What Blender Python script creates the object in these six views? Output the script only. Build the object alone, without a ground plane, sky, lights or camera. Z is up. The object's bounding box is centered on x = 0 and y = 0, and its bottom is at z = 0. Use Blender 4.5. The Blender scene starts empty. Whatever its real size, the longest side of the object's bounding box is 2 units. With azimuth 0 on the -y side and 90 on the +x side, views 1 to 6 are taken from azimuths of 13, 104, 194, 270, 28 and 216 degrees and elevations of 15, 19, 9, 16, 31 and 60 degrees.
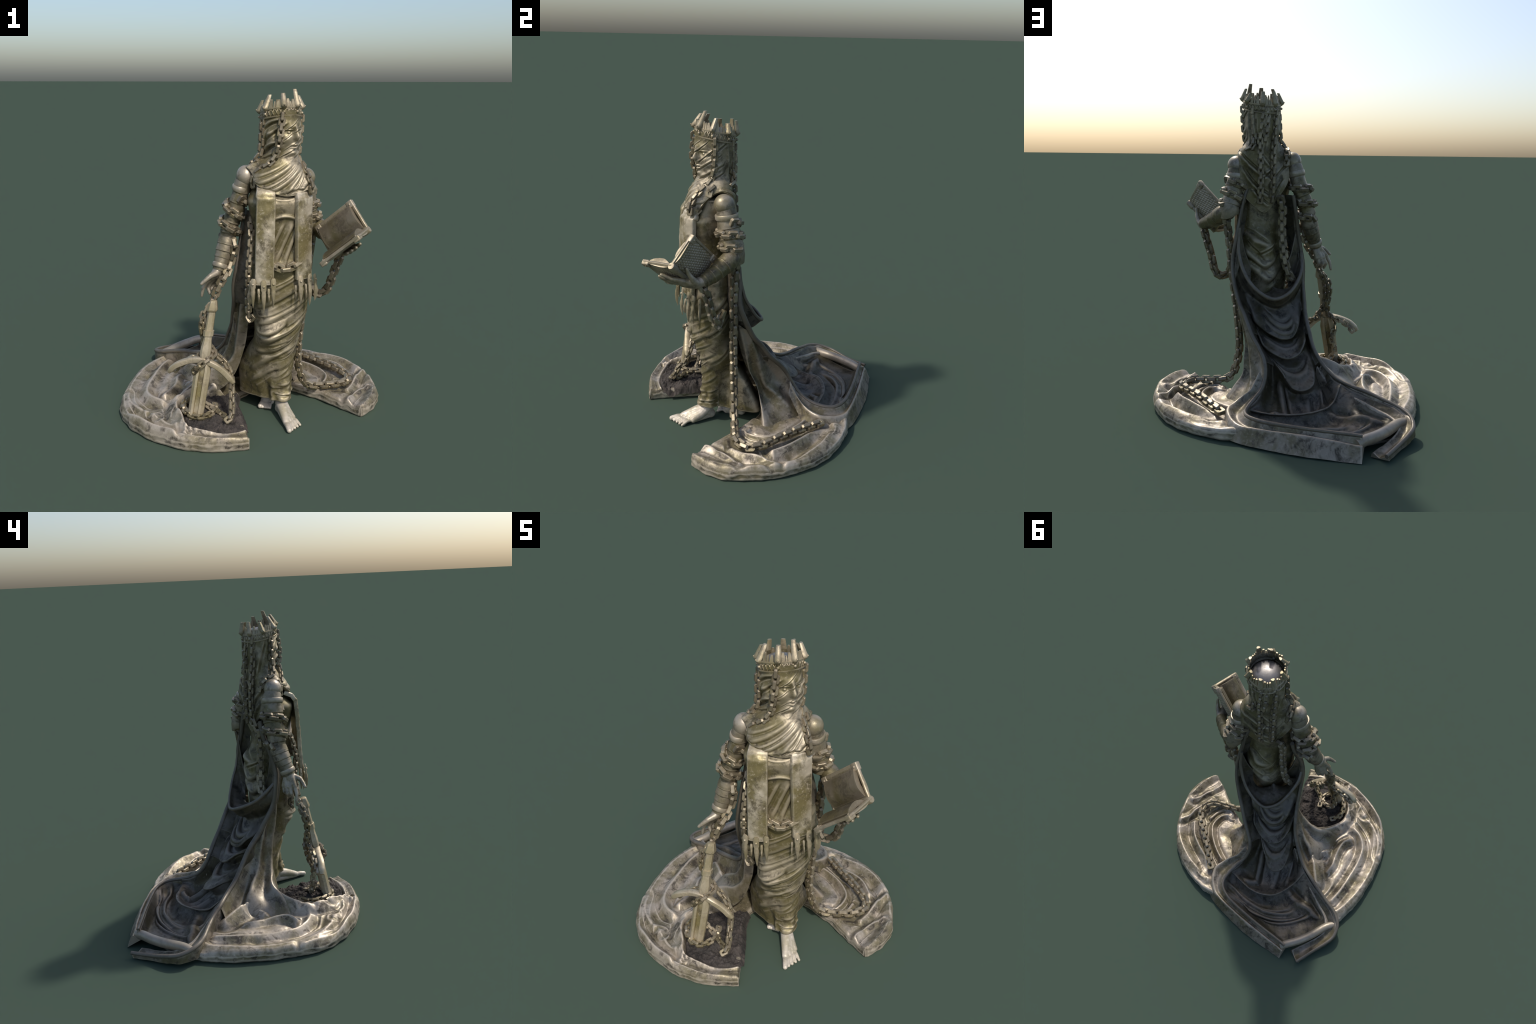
# Veiled, crowned statue in chains: a standing robed figure with an open book in
# one hand and a chained sword in front of the other, on a wide pool of cloth.
import bpy, bmesh, math, random
import numpy as np
from mathutils import Vector, Matrix, noise as mnoise

random.seed(7)
rng = np.random.default_rng(7)
V = np.array


# ------------------------------------------------------------------ helpers
def spline(pts, n, closed=False):
    """Catmull-Rom through control points, resampled evenly by length."""
    p = V(pts, float)
    if closed:
        q = np.vstack([p[-1], p, p[0], p[1]])
        segs = len(p)
    else:
        q = np.vstack([2 * p[0] - p[1], p, 2 * p[-1] - p[-2]])
        segs = len(p) - 1
    out = []
    for i in range(segs):
        a, b, c, d = q[i:i + 4]
        t = np.linspace(0, 1, 16, endpoint=False)[:, None]
        out.append(.5 * (2 * b + (c - a) * t + (2 * a - 5 * b + 4 * c - d) * t ** 2 + (3 * b - a - 3 * c + d) * t ** 3))
    out = np.vstack(out + [p[:1] if closed else p[-1:]])
    s = np.r_[0, np.cumsum(np.linalg.norm(np.diff(out, axis=0), axis=1))]
    t = np.linspace(0, s[-1], n + 1)[:-1] if closed else np.linspace(0, s[-1], n)
    return np.stack([np.interp(t, s, out[:, k]) for k in range(p.shape[1])], 1)


def spline_u(pts, n):
    """Catmull-Rom through rows (any trailing shape), evenly by index."""
    p = V(pts, float)
    q = np.concatenate([[2 * p[0] - p[1]], p, [2 * p[-1] - p[-2]]])
    out = []
    for u in np.linspace(0, len(p) - 1, n):
        i = min(int(u), len(p) - 2)
        t = u - i
        a, b, c, d = q[i:i + 4]
        out.append(.5 * (2 * b + (c - a) * t + (2 * a - 5 * b + 4 * c - d) * t ** 2 + (3 * b - a - 3 * c + d) * t ** 3))
    return V(out)


def lerp_at(xs, ys, x):
    return np.interp(x, xs, ys)


def sstep(a, b, x):
    t = np.clip((x - a) / (b - a), 0, 1)
    return t * t * (3 - 2 * t)


def fnoise(p, scale, seed=0.0, octaves=3):
    """Smooth 3D noise at an array of points."""
    p = V(p, float).reshape(-1, 3) * scale + seed
    return V([mnoise.fractal(Vector(q), 1.0, 2.0, octaves) for q in p])


def add_mesh(name, verts, faces, mat, parent=None, smooth=True, angle=None):
    me = bpy.data.meshes.new(name)
    me.from_pydata([tuple(map(float, v)) for v in verts], [], [tuple(map(int, f)) for f in faces])
    me.update()
    bm = bmesh.new()
    bm.from_mesh(me)
    bmesh.ops.recalc_face_normals(bm, faces=bm.faces)
    bm.to_mesh(me)
    bm.free()
    me.polygons.foreach_set('use_smooth', [smooth] * len(me.polygons))
    ob = bpy.data.objects.new(name, me)
    bpy.context.scene.collection.objects.link(ob)
    if mat:
        me.materials.append(mat)
    if parent:
        ob.parent = parent
    if angle is not None:
        me.set_sharp_from_angle(angle=math.radians(angle))
    return ob


def grid_faces(n, m, cu=False, cv=False, off=0):
    f = []
    for i in range(n if cu else n - 1):
        for j in range(m if cv else m - 1):
            a, b = i, (i + 1) % n
            c, d = j, (j + 1) % m
            f.append((off + a * m + c, off + a * m + d, off + b * m + d, off + b * m + c))
    return f


class Geo:
    """Gathers several pieces into one mesh."""
    def __init__(self):
        self.v, self.f = [], []

    def grid(self, P, cu=False, cv=False, cap0=False, cap1=False):
        n, m = P.shape[:2]
        off = len(self.v)
        self.v.extend(P.reshape(-1, 3))
        self.f += grid_faces(n, m, cu, cv, off)
        if cap0:
            self.f.append(tuple(off + j for j in range(m)))
        if cap1:
            self.f.append(tuple(off + (n - 1) * m + j for j in range(m)))
        return self

    def put(self, name, mat, parent=None, smooth=True, angle=None):
        return add_mesh(name, self.v, self.f, mat, parent, smooth, angle)


def frames(path, up=(0, 0, 1)):
    """Tangent, side, normal along a path, kept steady by an up vector or carried along."""
    p = V(path, float)
    t = np.gradient(p, axis=0)
    t /= np.linalg.norm(t, axis=1)[:, None] + 1e-12
    if up is None:
        a = V([0, 0, 1.]) if abs(t[0, 2]) < .9 else V([1., 0, 0])
        s0 = np.cross(t[0], a)
        s0 /= np.linalg.norm(s0)
        S = [s0]
        for i in range(1, len(p)):
            s = S[-1] - t[i] * (S[-1] @ t[i])
            S.append(s / np.linalg.norm(s))
        s = V(S)
    else:
        s = np.cross(t, V(up, float))
        s /= np.linalg.norm(s, axis=1)[:, None] + 1e-12
    return t, s, np.cross(s, t)


def tube(path, rs, rn=None, segs=16, up=None, power=2.0, twist=0.0):
    """Swept (super)ellipse; rs is the radius along side, rn along normal."""
    path = V(path, float)
    n = len(path)
    rs = np.broadcast_to(V(rs, float), (n,))
    rn = rs if rn is None else np.broadcast_to(V(rn, float), (n,))
    t, s, k = frames(path, up)
    a = np.linspace(0, 2 * math.pi, segs, endpoint=False) + twist
    ca, sa = np.cos(a), np.sin(a)
    if power != 2.0:
        ca = np.sign(ca) * np.abs(ca) ** (2 / power)
        sa = np.sign(sa) * np.abs(sa) ** (2 / power)
    return path[:, None] + s[:, None] * (rs[:, None] * ca)[..., None] + k[:, None] * (rn[:, None] * sa)[..., None]


def capsule(g, p0, r0, p1, r1, segs=14):
    p0, p1 = V(p0, float), V(p1, float)
    d = p1 - p0
    L = np.linalg.norm(d)
    d /= L
    P, R = [], []
    for a in np.linspace(0, math.pi / 2, 6):
        P.append(p0 - d * r0 * math.cos(a)); R.append(max(r0 * math.sin(a), 1e-4))
    for a in np.linspace(0, math.pi / 2, 6):
        P.append(p1 + d * r1 * math.sin(a)); R.append(max(r1 * math.cos(a), 1e-4))
    a = V([0, 0, 1.]) if abs(d[2]) < .9 else V([1., 0, 0])
    s = np.cross(d, a); s /= np.linalg.norm(s)
    k = np.cross(d, s)
    th = np.linspace(0, 2 * math.pi, segs, endpoint=False)
    P, R = V(P), V(R)
    G = P[:, None] + R[:, None, None] * (np.cos(th)[None, :, None] * s + np.sin(th)[None, :, None] * k)
    g.grid(G, cv=True, cap0=True, cap1=True)


def bones(g, pts, radii):
    for i in range(len(pts) - 1):
        capsule(g, pts[i], radii[i], pts[i + 1], radii[i + 1])


def remesh(ob, voxel, smooth=4, factor=.5):
    """Melt intersecting pieces of a mesh into one smooth skin."""
    m = ob.modifiers.new('melt', 'REMESH')
    m.mode = 'VOXEL'
    m.voxel_size = voxel
    m.use_smooth_shade = True
    s = ob.modifiers.new('soft', 'SMOOTH')
    s.iterations = smooth
    s.factor = factor
    dg = bpy.context.evaluated_depsgraph_get()
    me = bpy.data.meshes.new_from_object(ob.evaluated_get(dg))
    old = ob.data
    ob.modifiers.clear()
    mats = list(old.materials)
    ob.data = me
    me.materials.clear()
    for mt in mats:
        me.materials.append(mt)
    me.name = ob.name
    bpy.data.meshes.remove(old)
    me.polygons.foreach_set('use_smooth', [True] * len(me.polygons))
    return ob


def empty(name, parent=None):
    e = bpy.data.objects.new(name, None)
    e.empty_display_size = .05
    bpy.context.scene.collection.objects.link(e)
    if parent:
        e.parent = parent
    return e


# ---------------------------------------------------------------- materials
def weathered(name, pale, olive, dark, moss=.5, patina=.5, rough=.47, metal=.0, grain=60., seed=0., bump=.25, vary=False, edge=.7, crest_range=(.504, .545)):
    """Weathered cast surface: pale rubbed metal, olive patina patches, dark speckle, fine grain."""
    m = bpy.data.materials.new(name)
    m.use_nodes = True
    nt = m.node_tree
    N, L = nt.nodes, nt.links
    N.clear()

    def node(kind, **kw):
        x = N.new(kind)
        for k, v in kw.items():
            setattr(x, k, v)
        return x

    out = node('ShaderNodeOutputMaterial')
    b = node('ShaderNodeBsdfPrincipled')
    L.new(b.outputs[0], out.inputs[0])
    tc = node('ShaderNodeTexCoord')
    mp = node('ShaderNodeMapping')
    mp.inputs['Location'].default_value = (seed, seed * .7, seed * 1.3)
    L.new(tc.outputs['Object'], mp.inputs[0])

    def nz(scale, detail, rough_, dist=0.):
        x = node('ShaderNodeTexNoise')
        x.inputs['Scale'].default_value = scale
        x.inputs['Detail'].default_value = detail
        x.inputs['Roughness'].default_value = rough_
        x.inputs['Distortion'].default_value = dist
        L.new(mp.outputs[0], x.inputs['Vector'])
        return x.outputs['Fac']

    def ramp(src, a, c, va=0., vc=1.):
        x = node('ShaderNodeMapRange')
        x.interpolation_type = 'SMOOTHSTEP'
        x.inputs['From Min'].default_value = a
        x.inputs['From Max'].default_value = c
        x.inputs['To Min'].default_value = va
        x.inputs['To Max'].default_value = vc
        L.new(src, x.inputs['Value'])
        return x.outputs[0]

    def mix(fac, c1, c2, mode='MIX'):
        x = node('ShaderNodeMix', data_type='RGBA', blend_type=mode)
        if isinstance(fac, float):
            x.inputs[0].default_value = fac
        else:
            L.new(fac, x.inputs[0])
        for sock, c in ((x.inputs[6], c1), (x.inputs[7], c2)):
            if isinstance(c, tuple):
                sock.default_value = (*c, 1)
            else:
                L.new(c, sock)
        return x.outputs[2]

    big = nz(5.5, 4., .55, .4)
    mid = nz(13., 8., .72, .5)
    fine = nz(grain, 5., .7)
    col = mix(ramp(big, .5 - .28 * moss, .78 - .38 * moss), pale, olive)
    col = mix(ramp(mid, .47, .66, 0., patina), col, dark)
    col = mix(ramp(fine, .52, .74, 0., .55), col, tuple(min(1, c * 1.45) for c in pale))
    geo = node('ShaderNodeNewGeometry')
    crest_pale = ramp(geo.outputs['Pointiness'], crest_range[0], crest_range[1], 0., edge)
    col = mix(crest_pale, col, tuple(min(1, c * 1.5) for c in pale))
    if vary:
        oi = node('ShaderNodeObjectInfo')
        col = mix(ramp(oi.outputs['Random'], 0., 1., 0., .5), col, dark)
    L.new(col, b.inputs['Base Color'])
    b.inputs['Metallic'].default_value = metal
    rr = ramp(mid, .3, .75, rough - .08, rough + .2)
    L.new(rr, b.inputs['Roughness'])
    bp = node('ShaderNodeBump')
    bp.inputs['Strength'].default_value = bump
    bp.inputs['Distance'].default_value = .004
    h = node('ShaderNodeMath', operation='ADD')
    L.new(fine, h.inputs[0])
    L.new(mid, h.inputs[1])
    L.new(h.outputs[0], bp.inputs['Height'])
    L.new(bp.outputs[0], b.inputs['Normal'])
    return m


METAL = .50
M_gown = weathered('olive_patina_robe', (.28, .238, .165), (.135, .112, .048), (.052, .042, .025), moss=.58, patina=.95, metal=.42, rough=.45, edge=.6, crest_range=(.502, .522))
M_veil = weathered('olive_patina_veil', (.31, .265, .188), (.155, .13, .06), (.06, .049, .031), moss=.52, patina=.9, metal=.42, seed=3., rough=.45, edge=.6, crest_range=(.502, .522))
M_cloak = weathered('dark_cloak', (.125, .108, .085), (.07, .058, .031), (.024, .020, .015), moss=.48, patina=.95, metal=.40, seed=5., rough=.44, edge=.6, crest_range=(.502, .522))
M_hem = weathered('lightened_cloak_hem', (.27, .232, .182), (.145, .122, .068), (.048, .039, .029), moss=.45, patina=.95, metal=.45, seed=6., rough=.42, edge=.6, crest_range=(.502, .522))  # paler version of the cloak colour, on the low hem and the side falls
M_ground = weathered('rubbed_ground_cloth', (.39, .335, .265), (.195, .165, .098), (.060, .049, .036), moss=.45, patina=1., metal=.40, seed=8., rough=.46, edge=.6, crest_range=(.502, .522))
M_skin = weathered('rubbed_skin', (.34, .295, .23), (.19, .16, .085), (.075, .062, .043), moss=.42, patina=.8, metal=.4, seed=11., rough=.38, edge=.3)
M_foot = weathered('pale_foot', (.55, .485, .40), (.33, .29, .19), (.17, .145, .11), moss=.3, patina=.5, metal=.15, seed=12., rough=.42, edge=.2)  # paler version of the skin tone, on both feet
M_arm = weathered('arm_wrapping', (.25, .213, .155), (.14, .118, .054), (.052, .043, .029), moss=.5, patina=.85, metal=METAL, seed=14., rough=.42, edge=.3)
M_stole = weathered('stole', (.50, .435, .33), (.20, .166, .075), (.09, .073, .042), moss=.52, patina=.85, metal=.42, seed=17., rough=.44, edge=.2)
M_iron = weathered('chain_metal', (.38, .32, .23), (.21, .174, .09), (.075, .06, .042), moss=.5, patina=.8, metal=METAL, seed=20., grain=90, rough=.36, vary=True, edge=.0)
M_crown = weathered('crown_metal', (.35, .296, .205), (.195, .162, .072), (.075, .06, .039), moss=.5, patina=.75, metal=METAL, seed=23., grain=90, edge=.25)
M_skull = weathered('polished_skull', (.21, .198, .185), (.16, .152, .142), (.09, .085, .08), moss=.3, patina=.4, metal=.6, seed=26., rough=.34, bump=.1)  # base colour darkened for the dark reflections on the dome
M_book = weathered('book_cover', (.33, .28, .21), (.18, .152, .072), (.07, .057, .039), moss=.48, patina=.8, metal=METAL, seed=29., edge=.4)
M_page = weathered('book_page', (.20, .168, .12), (.125, .105, .052), (.06, .049, .033), moss=.5, patina=.7, metal=METAL, seed=31., edge=.3)
M_sword = weathered('sword_metal', (.42, .355, .25), (.235, .195, .085), (.10, .081, .052), moss=.48, patina=.75, metal=METAL, seed=34., edge=.35)
M_soil = weathered('dark_soil', (.050, .040, .033), (.024, .020, .016), (.011, .009, .008), moss=.5, patina=.8, metal=0., seed=37., rough=.85, bump=.8, edge=.2)

# ------------------------------------------------------------ figure's frame
AX = V([.21, -.16])           # body axis on the ground
FACE = math.radians(22)       # facing: azimuth from -y towards +x
FX = V([math.sin(FACE), -math.cos(FACE)])
LX = V([math.cos(FACE), math.sin(FACE)])


def loc(l, f, z):
    p = AX + LX * l + FX * f
    return V([p[0], p[1], z])


root = empty('chained_queen_statue')
root['label'] = 'veiled crowned stone woman with book, sword and heavy chains'
root['category'] = 'statue'

# ------------------------------------------------------------------- gown
DIRS = np.radians(np.arange(0, 360, 30))
GOWN = [  # height, then radii every 30 degrees from front towards the figure's left
    (1.50, [.12, .13, .14, .14, .11, .085, .08, .085, .11, .14, .14, .13]),
    (1.45, [.125, .135, .15, .14, .11, .085, .080, .085, .11, .145, .15, .135]),
    (1.415, [.160, .170, .165, .125, .11, .085, .080, .085, .11, .165, .185, .175]),
    (1.375, [.190, .202, .188, .128, .105, .085, .078, .085, .105, .175, .214, .210]),
    (1.31, [.188, .192, .180, .125, .10, .078, .072, .078, .10, .165, .205, .202]),
    (1.25, [.175, .176, .170, .125, .10, .074, .066, .074, .10, .155, .190, .185]),
    (1.12, [.165, .172, .175, .145, .112, .082, .070, .072, .090, .150, .185, .180]),
    (1.00, [.172, .182, .195, .180, .145, .130, .122, .105, .100, .160, .190, .185]),
    (.88, [.175, .188, .205, .197, .160, .134, .126, .115, .110, .165, .195, .190]),
    (.76, [.165, .178, .188, .180, .148, .124, .117, .112, .115, .158, .182, .182]),
    (.60, [.155, .152, .155, .155, .130, .12, .115, .110, .120, .145, .170, .198]),
    (.52, [.130, .132, .135, .135, .125, .12, .115, .11, .13, .148, .165, .165]),
    (.42, [.102, .115, .118, .108, .105, .13, .13, .14, .19, .160, .135, .100]),
    (.30, [.096, .108, .103, .092, .090, .19, .19, .20, .25, .150, .098, .086]),
    (.20, [.104, .112, .094, .074, .070, .24, .24, .24, .26, .135, .088, .088]),
    (.14, [.118, .122, .088, .060, .062, .27, .27, .27, .255, .125, .085, .096]),
    (.105, [.118, .122, .086, .058, .060, .275, .275, .27, .25, .122, .085, .096]),
]


def gown_surface(n_theta=260, n_z=330):
    zs = V([g[0] for g in GOWN])
    R = V([g[1] for g in GOWN])
    rows = []
    for r in R:                                     # periodic spline round the ring
        c = np.stack([np.cos(DIRS) * r, np.sin(DIRS) * r, 0 * r], 1)
        q = np.vstack([c[-1], c, c[0], c[1]])
        ring = []
        for i in range(12):
            a, b, cc, d = q[i:i + 4]
            t = np.linspace(0, 1, n_theta // 12 + 1, endpoint=False)[:, None]
            ring.append(.5 * (2 * b + (cc - a) * t + (2 * a - 5 * b + 4 * cc - d) * t ** 2 + (3 * b - a - 3 * cc + d) * t ** 3))
        rows.append(np.vstack(ring))
    rows = V(rows)
    rows[:, :, 2] = zs[:, None]
    # even spacing in height
    dense = spline_u(rows, 900)
    zz = dense[:, 0, 2]
    zt = np.linspace(zz[0], zz[-1], n_z)
    idx = np.interp(-zt, -zz, np.arange(len(zz)))
    lo = np.clip(idx.astype(int), 0, len(zz) - 2)
    w = (idx - lo)[:, None, None]
    return dense[lo] * (1 - w) + dense[lo + 1] * w


G = gown_surface()
th = np.arctan2(G[..., 1], G[..., 0])               # 0 front, + figure's left
z = G[..., 2]
rad = np.hypot(G[..., 0], G[..., 1])
wob = fnoise(G, 6.0, 4.0).reshape(z.shape)
front = np.clip(np.cos(th * .5), 0, 1) ** 1.5
back = np.clip(np.cos((np.abs(th) - math.pi) * .8), 0, 1) ** 2


def folds(phase, sharp=2.0):
    """Rounded ridges with tight valleys."""
    return (1 - np.abs(np.sin(phase)) ** (1 / sharp)) * -1 + .6


def ridge_lines(u, v, lines, ku=1.0):
    """Cloth pulls drawn on a surface: each runs from (u0,v0) to (u1,v1), sags by `sag`,
    stands `amp` high, `w` wide, with a tight crease along its lower side."""
    out = np.zeros_like(u)
    for u0, v0, u1, v1, sag, amp, w in lines:
        a, b = V([u0 * ku, v0]), V([u1 * ku, v1])
        d = b - a
        L_ = np.hypot(*d)
        d /= L_
        x = ((u * ku - a[0]) * d[0] + (v - a[1]) * d[1]) / L_
        y = -(u * ku - a[0]) * d[1] + (v - a[1]) * d[0] + sag * 4 * x * (1 - x)
        fade = sstep(-.18, .18, x) * sstep(1.18, .82, x)
        out += fade * amp * (np.exp(-(y / w) ** 2) - .9 * np.exp(-((y + 1.25 * w) / (.55 * w)) ** 2))
    return out


SKIRT = [  # pulls climbing from the figure's right knee to the left hip
    (-.75, .830, .75, .975, .010, .004, .014), (-.95, .745, .85, .915, .012, .009, .020), (-.80, .690, .60, .800, .014, .004, .010),
    (-.95, .640, 1.0, .800, .010, .007, .018), (-.95, .590, .10, .650, .022, .015, .020), (.10, .625, 1.2, .735, .010, .005, .013),
    (-.70, .530, .90, .650, .016, .009, .020), (-.30, .500, 1.2, .600, .012, .004, .011), (-1.1, .445, .50, .525, .020, .012, .022),
    (-.40, .415, 1.3, .520, .010, .006, .014), (-1.6, .300, -.10, .420, -.020, .013, .024), (-1.7, .215, -.30, .330, -.014, .010, .020),
    (-.20, .330, 1.2, .430, .012, .006, .022), (-.50, .265, .60, .345, .014, .003, .013), (.10, .270, 1.5, .360, .010, .004, .016),
    (-.60, .205, .70, .245, .012, .005, .018), (.0, .225, 1.6, .255, .010, .003, .012), (-.20, .160, 1.3, .170, .006, .009, .013),
    (-.6, .870, .5, .960, .01, .0025, .005), (-.5, .655, .6, .735, .01, .0025, .005), (-.3, .565, .7, .640, .01, .0025, .005), (-.5, .47, .5, .535, .01, .0025, .005), (0., .385, .9, .45, .01, .0025, .005), (-.2, .31, .6, .36, .01, .0025, .005),
    (1.0, .80, 1.9, .93, .01, .008, .018), (1.1, .66, 2.0, .80, .01, .008, .018), (1.2, .46, 2.0, .55, .01, .008, .018)]
BELLY = [(-.55, 1.06, -.05, 1.25, .0, .009, .014), (-.25, 1.045, .28, 1.25, .0, .010, .016), (.05, 1.04, .52, 1.24, .0, .009, .014), (.35, 1.04, .80, 1.22, .0, .008, .013)]
disp = ridge_lines(th, z, SKIRT, .16) + ridge_lines(th, z, BELLY, .16)
disp += .012 * np.exp(-((z - (1.300 - .14 * th ** 2)) / .011) ** 2) * (np.abs(th) < .9)      # hem under the bust
disp += .005 * np.exp(-((z - (1.392 + .09 * th ** 2)) / .005) ** 2) * (np.abs(th) < .6)      # neckline
disp += .008 * np.exp(-((z - 1.015) / .02) ** 2) * front                                     # girdle
# V-shaped pulls across the seat of the robe, deep and uneven
ab = np.where(th > 0, math.pi - th, th + math.pi)
lb = np.where(th > 0, ab, -ab)                       # 0 at the spine, + figure's left
SEAT = [(1.25, 1.06, -.10, .985, .01, .012, .020), (1.3, .985, .16, .845, .012, .020, .030), (-1.2, .95, .16, .845, .012, .016, .026),
        (1.4, .895, -.16, .758, .012, .020, .030), (-1.3, .86, -.16, .758, .012, .018, .028), (.9, 1.0, .3, .93, .0, .006, .010), (-.9, 1.0, .2, .94, .0, .006, .010)]
disp += .016 * np.exp(-((lb - .38) / .35) ** 2 - ((z - 1.0) / .05) ** 2) + .010 * np.exp(-((lb + .35) / .3) ** 2 - ((z - .985) / .05) ** 2)
disp += ridge_lines(lb, z, SEAT, .14) * back
disp += .006 * np.sin(th * 7 + 4 * wob) * sstep(.30, .12, z) * front + .006 * sstep(.135, .11, z)
disp += .005 * wob
r2 = rad + disp
W = np.stack([AX[0] + LX[0] * r2 * np.sin(th) + FX[0] * r2 * np.cos(th),
              AX[1] + LX[1] * r2 * np.sin(th) + FX[1] * r2 * np.cos(th), z], -1)
# hem dips at the front of the shin, rises a little behind it
W[..., 2] += sstep(.2, .1, z) * (.012 * np.cos(th) + .008 * wob)
inner = W[-1].copy()
ctr = inner.mean(0)
lip = np.stack([inner, inner * .94 + ctr * .06 + V([0, 0, .004]), inner * .9 + ctr * .1 + V([0, 0, .06])])
g = Geo()
g.grid(np.vstack([W, lip[1:]]), cv=True, cap0=True)
gown = g.put('gown', M_gown, root)

# ---------------------------------------------------------- cloth on the ground
PAIRS = [  # outer rim, inner rim
    ((.155, -.670), (.150, -.655)), ((.09, -.700), (.130, -.615)), ((.0, -.738), (.108, -.565)),
    ((-.10, -.757), (.085, -.51)), ((-.216, -.763), (.062, -.455)), ((-.316, -.745), (.045, -.415)),
    ((-.424, -.712), (.022, -.36)), ((-.521, -.668), (.002, -.325)), ((-.614, -.605), (-.02, -.29)),
    ((-.70, -.507), (-.035, -.245)), ((-.765, -.37), (-.05, -.20)), ((-.80, -.20), (-.058, -.16)),
    ((-.817, -.03), (-.06, -.12)), ((-.812, .12), (-.05, -.09)), ((-.785, .27), (-.03, -.06)),
    ((-.72, .42), (.0, .0)), ((-.58, .55), (.04, .05)), ((-.38, .62), (.08, .09)),
    ((-.15, .655), (.12, .115)), ((.03, .68), (.17, .12)), ((.16, .695), (.22, .11)),
    ((.28, .690), (.27, .095)), ((.40, .660), (.32, .075)), ((.50, .617), (.36, .058)),
    ((.60, .545), (.40, .042)), ((.69, .452), (.435, .03)), ((.755, .35), (.47, .015)),
    ((.805, .22), (.51, -.01)), ((.834, .10), (.56, -.04)), ((.825, .0), (.61, -.07)),
    ((.800, -.07), (.665, -.10)), ((.765, -.125), (.715, -.125)), ((.748, -.135), (.735, -.136)),
]
outer = spline([V(p[0]) for p in PAIRS], 640)
pr = spline_u([np.r_[p[0], p[1]] for p in PAIRS], 640)
outer, inner = pr[:, :2], pr[:, 2:]

RIDGES = [  # control points with crest height, width, kind
    # right-hand cloth
    ([(.13, -.66, .085), (.0, -.722, .093), (-.10, -.738, .098), (-.216, -.738, .11), (-.316, -.718, .104), (-.424, -.688, .10), (-.521, -.642, .108), (-.614, -.58, .10), (-.69, -.48, .085), (-.755, -.35, .075)], .024, 'g'),
    ([(-.465, -.559, .07), (-.591, -.514, .104), (-.683, -.424, .099), (-.738, -.299, .082), (-.767, -.176, .080), (-.778, -.034, .085), (-.771, .087, .081), (-.742, .212, .07), (-.68, .32, .06)], .030, 'g'),
    ([(-.40, -.40, .10), (-.454, -.411, .108), (-.544, -.379, .113), (-.611, -.31, .109), (-.645, -.206, .100), (-.657, -.11, .098), (-.665, -.002, .098), (-.667, .094, .101), (-.661, .196, .099)], .026, 'g'),
    ([(-.499, -.322, .105), (-.467, -.261, .118), (-.466, -.192, .109), (-.478, -.12, .098), (-.50, -.051, .087), (-.497, .018, .073)], .022, 'g'),
    ([(-.20, -.185, .20), (-.243, -.180, .21), (-.30, -.238, .180), (-.344, -.324, .152), (-.368, -.41, .145), (-.345, -.49, .125), (-.31, -.56, .115)], .032, 'g'),
    ([(-.298, -.019, .185), (-.361, .023, .155), (-.419, .085, .132), (-.476, .145, .107)], .040, 'g'),
    ([(-.298, -.02, .165), (-.36, -.07, .13), (-.39, -.11, .10)], .030, 'g'),
    ([(-.25, -.655, .085), (-.36, -.63, .088), (-.46, -.575, .08)], .022, 'g'),
    ([(-.30, -.56, .10), (-.24, -.625, .105), (-.22, -.70, .11)], .022, 'g'),
    ([(.10, -.60, .075), (.02, -.665, .085), (-.10, -.69, .092), (-.2, -.685, .1)], .03, 'g'),
    # left-hand cloth
    ([(.76, -.122, .052), (.795, .0, .068), (.80, .12, .080), (.777, .24, .075), (.70, .395, .080), (.606, .495, .082), (.474, .568, .078), (.354, .60, .07), (.216, .617, .06)], .028, 'g'),
    ([(.608, .32, .092), (.537, .401, .105), (.443, .456, .096), (.348, .496, .075), (.271, .56, .055)], .026, 'g'),
    ([(.715, .36, .09), (.684, .289, .090), (.675, .227, .092), (.66, .15, .075), (.64, .08, .06)], .022, 'g'),
    ([(.76, .16, .088), (.72, .09, .07), (.69, .02, .072), (.66, -.05, .066), (.655, -.09, .06)], .020, 'g'),
    ([(.40, .10, .075), (.44, .10, .085), (.476, .15, .085), (.476, .242, .084), (.428, .31, .09), (.365, .363, .09), (.297, .405, .088), (.233, .434, .086)], .018, 'g'),
    ([(.40, .07, .07), (.455, .065, .075), (.51, .12, .075), (.53, .20, .07)], .016, 'g'),
]
HOLLOWS = [((-.57, -.30), .06, .012), ((-.58, -.13), .07, .012), ((-.71, -.05), .03, .012), ((-.53, -.47), .05, .012),
           ((.60, .43), .05, .016), ((.35, .25), .05, .014), ((.72, .17), .03, .012), ((.68, -.0), .03, .012), ((.44, .12), .022, .012)]
PIT = spline([(.118, -.59), (.01, -.655), (-.12, -.668), (-.22, -.655), (-.27, -.58), (-.33, -.50), (-.345, -.41), (-.31, -.32), (-.25, -.26), (-.15, -.215), (-.09, -.14), (-.04, -.15), (-.025, -.25), (.01, -.325), (.055, -.415), (.10, -.52)], 120, closed=True)


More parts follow.
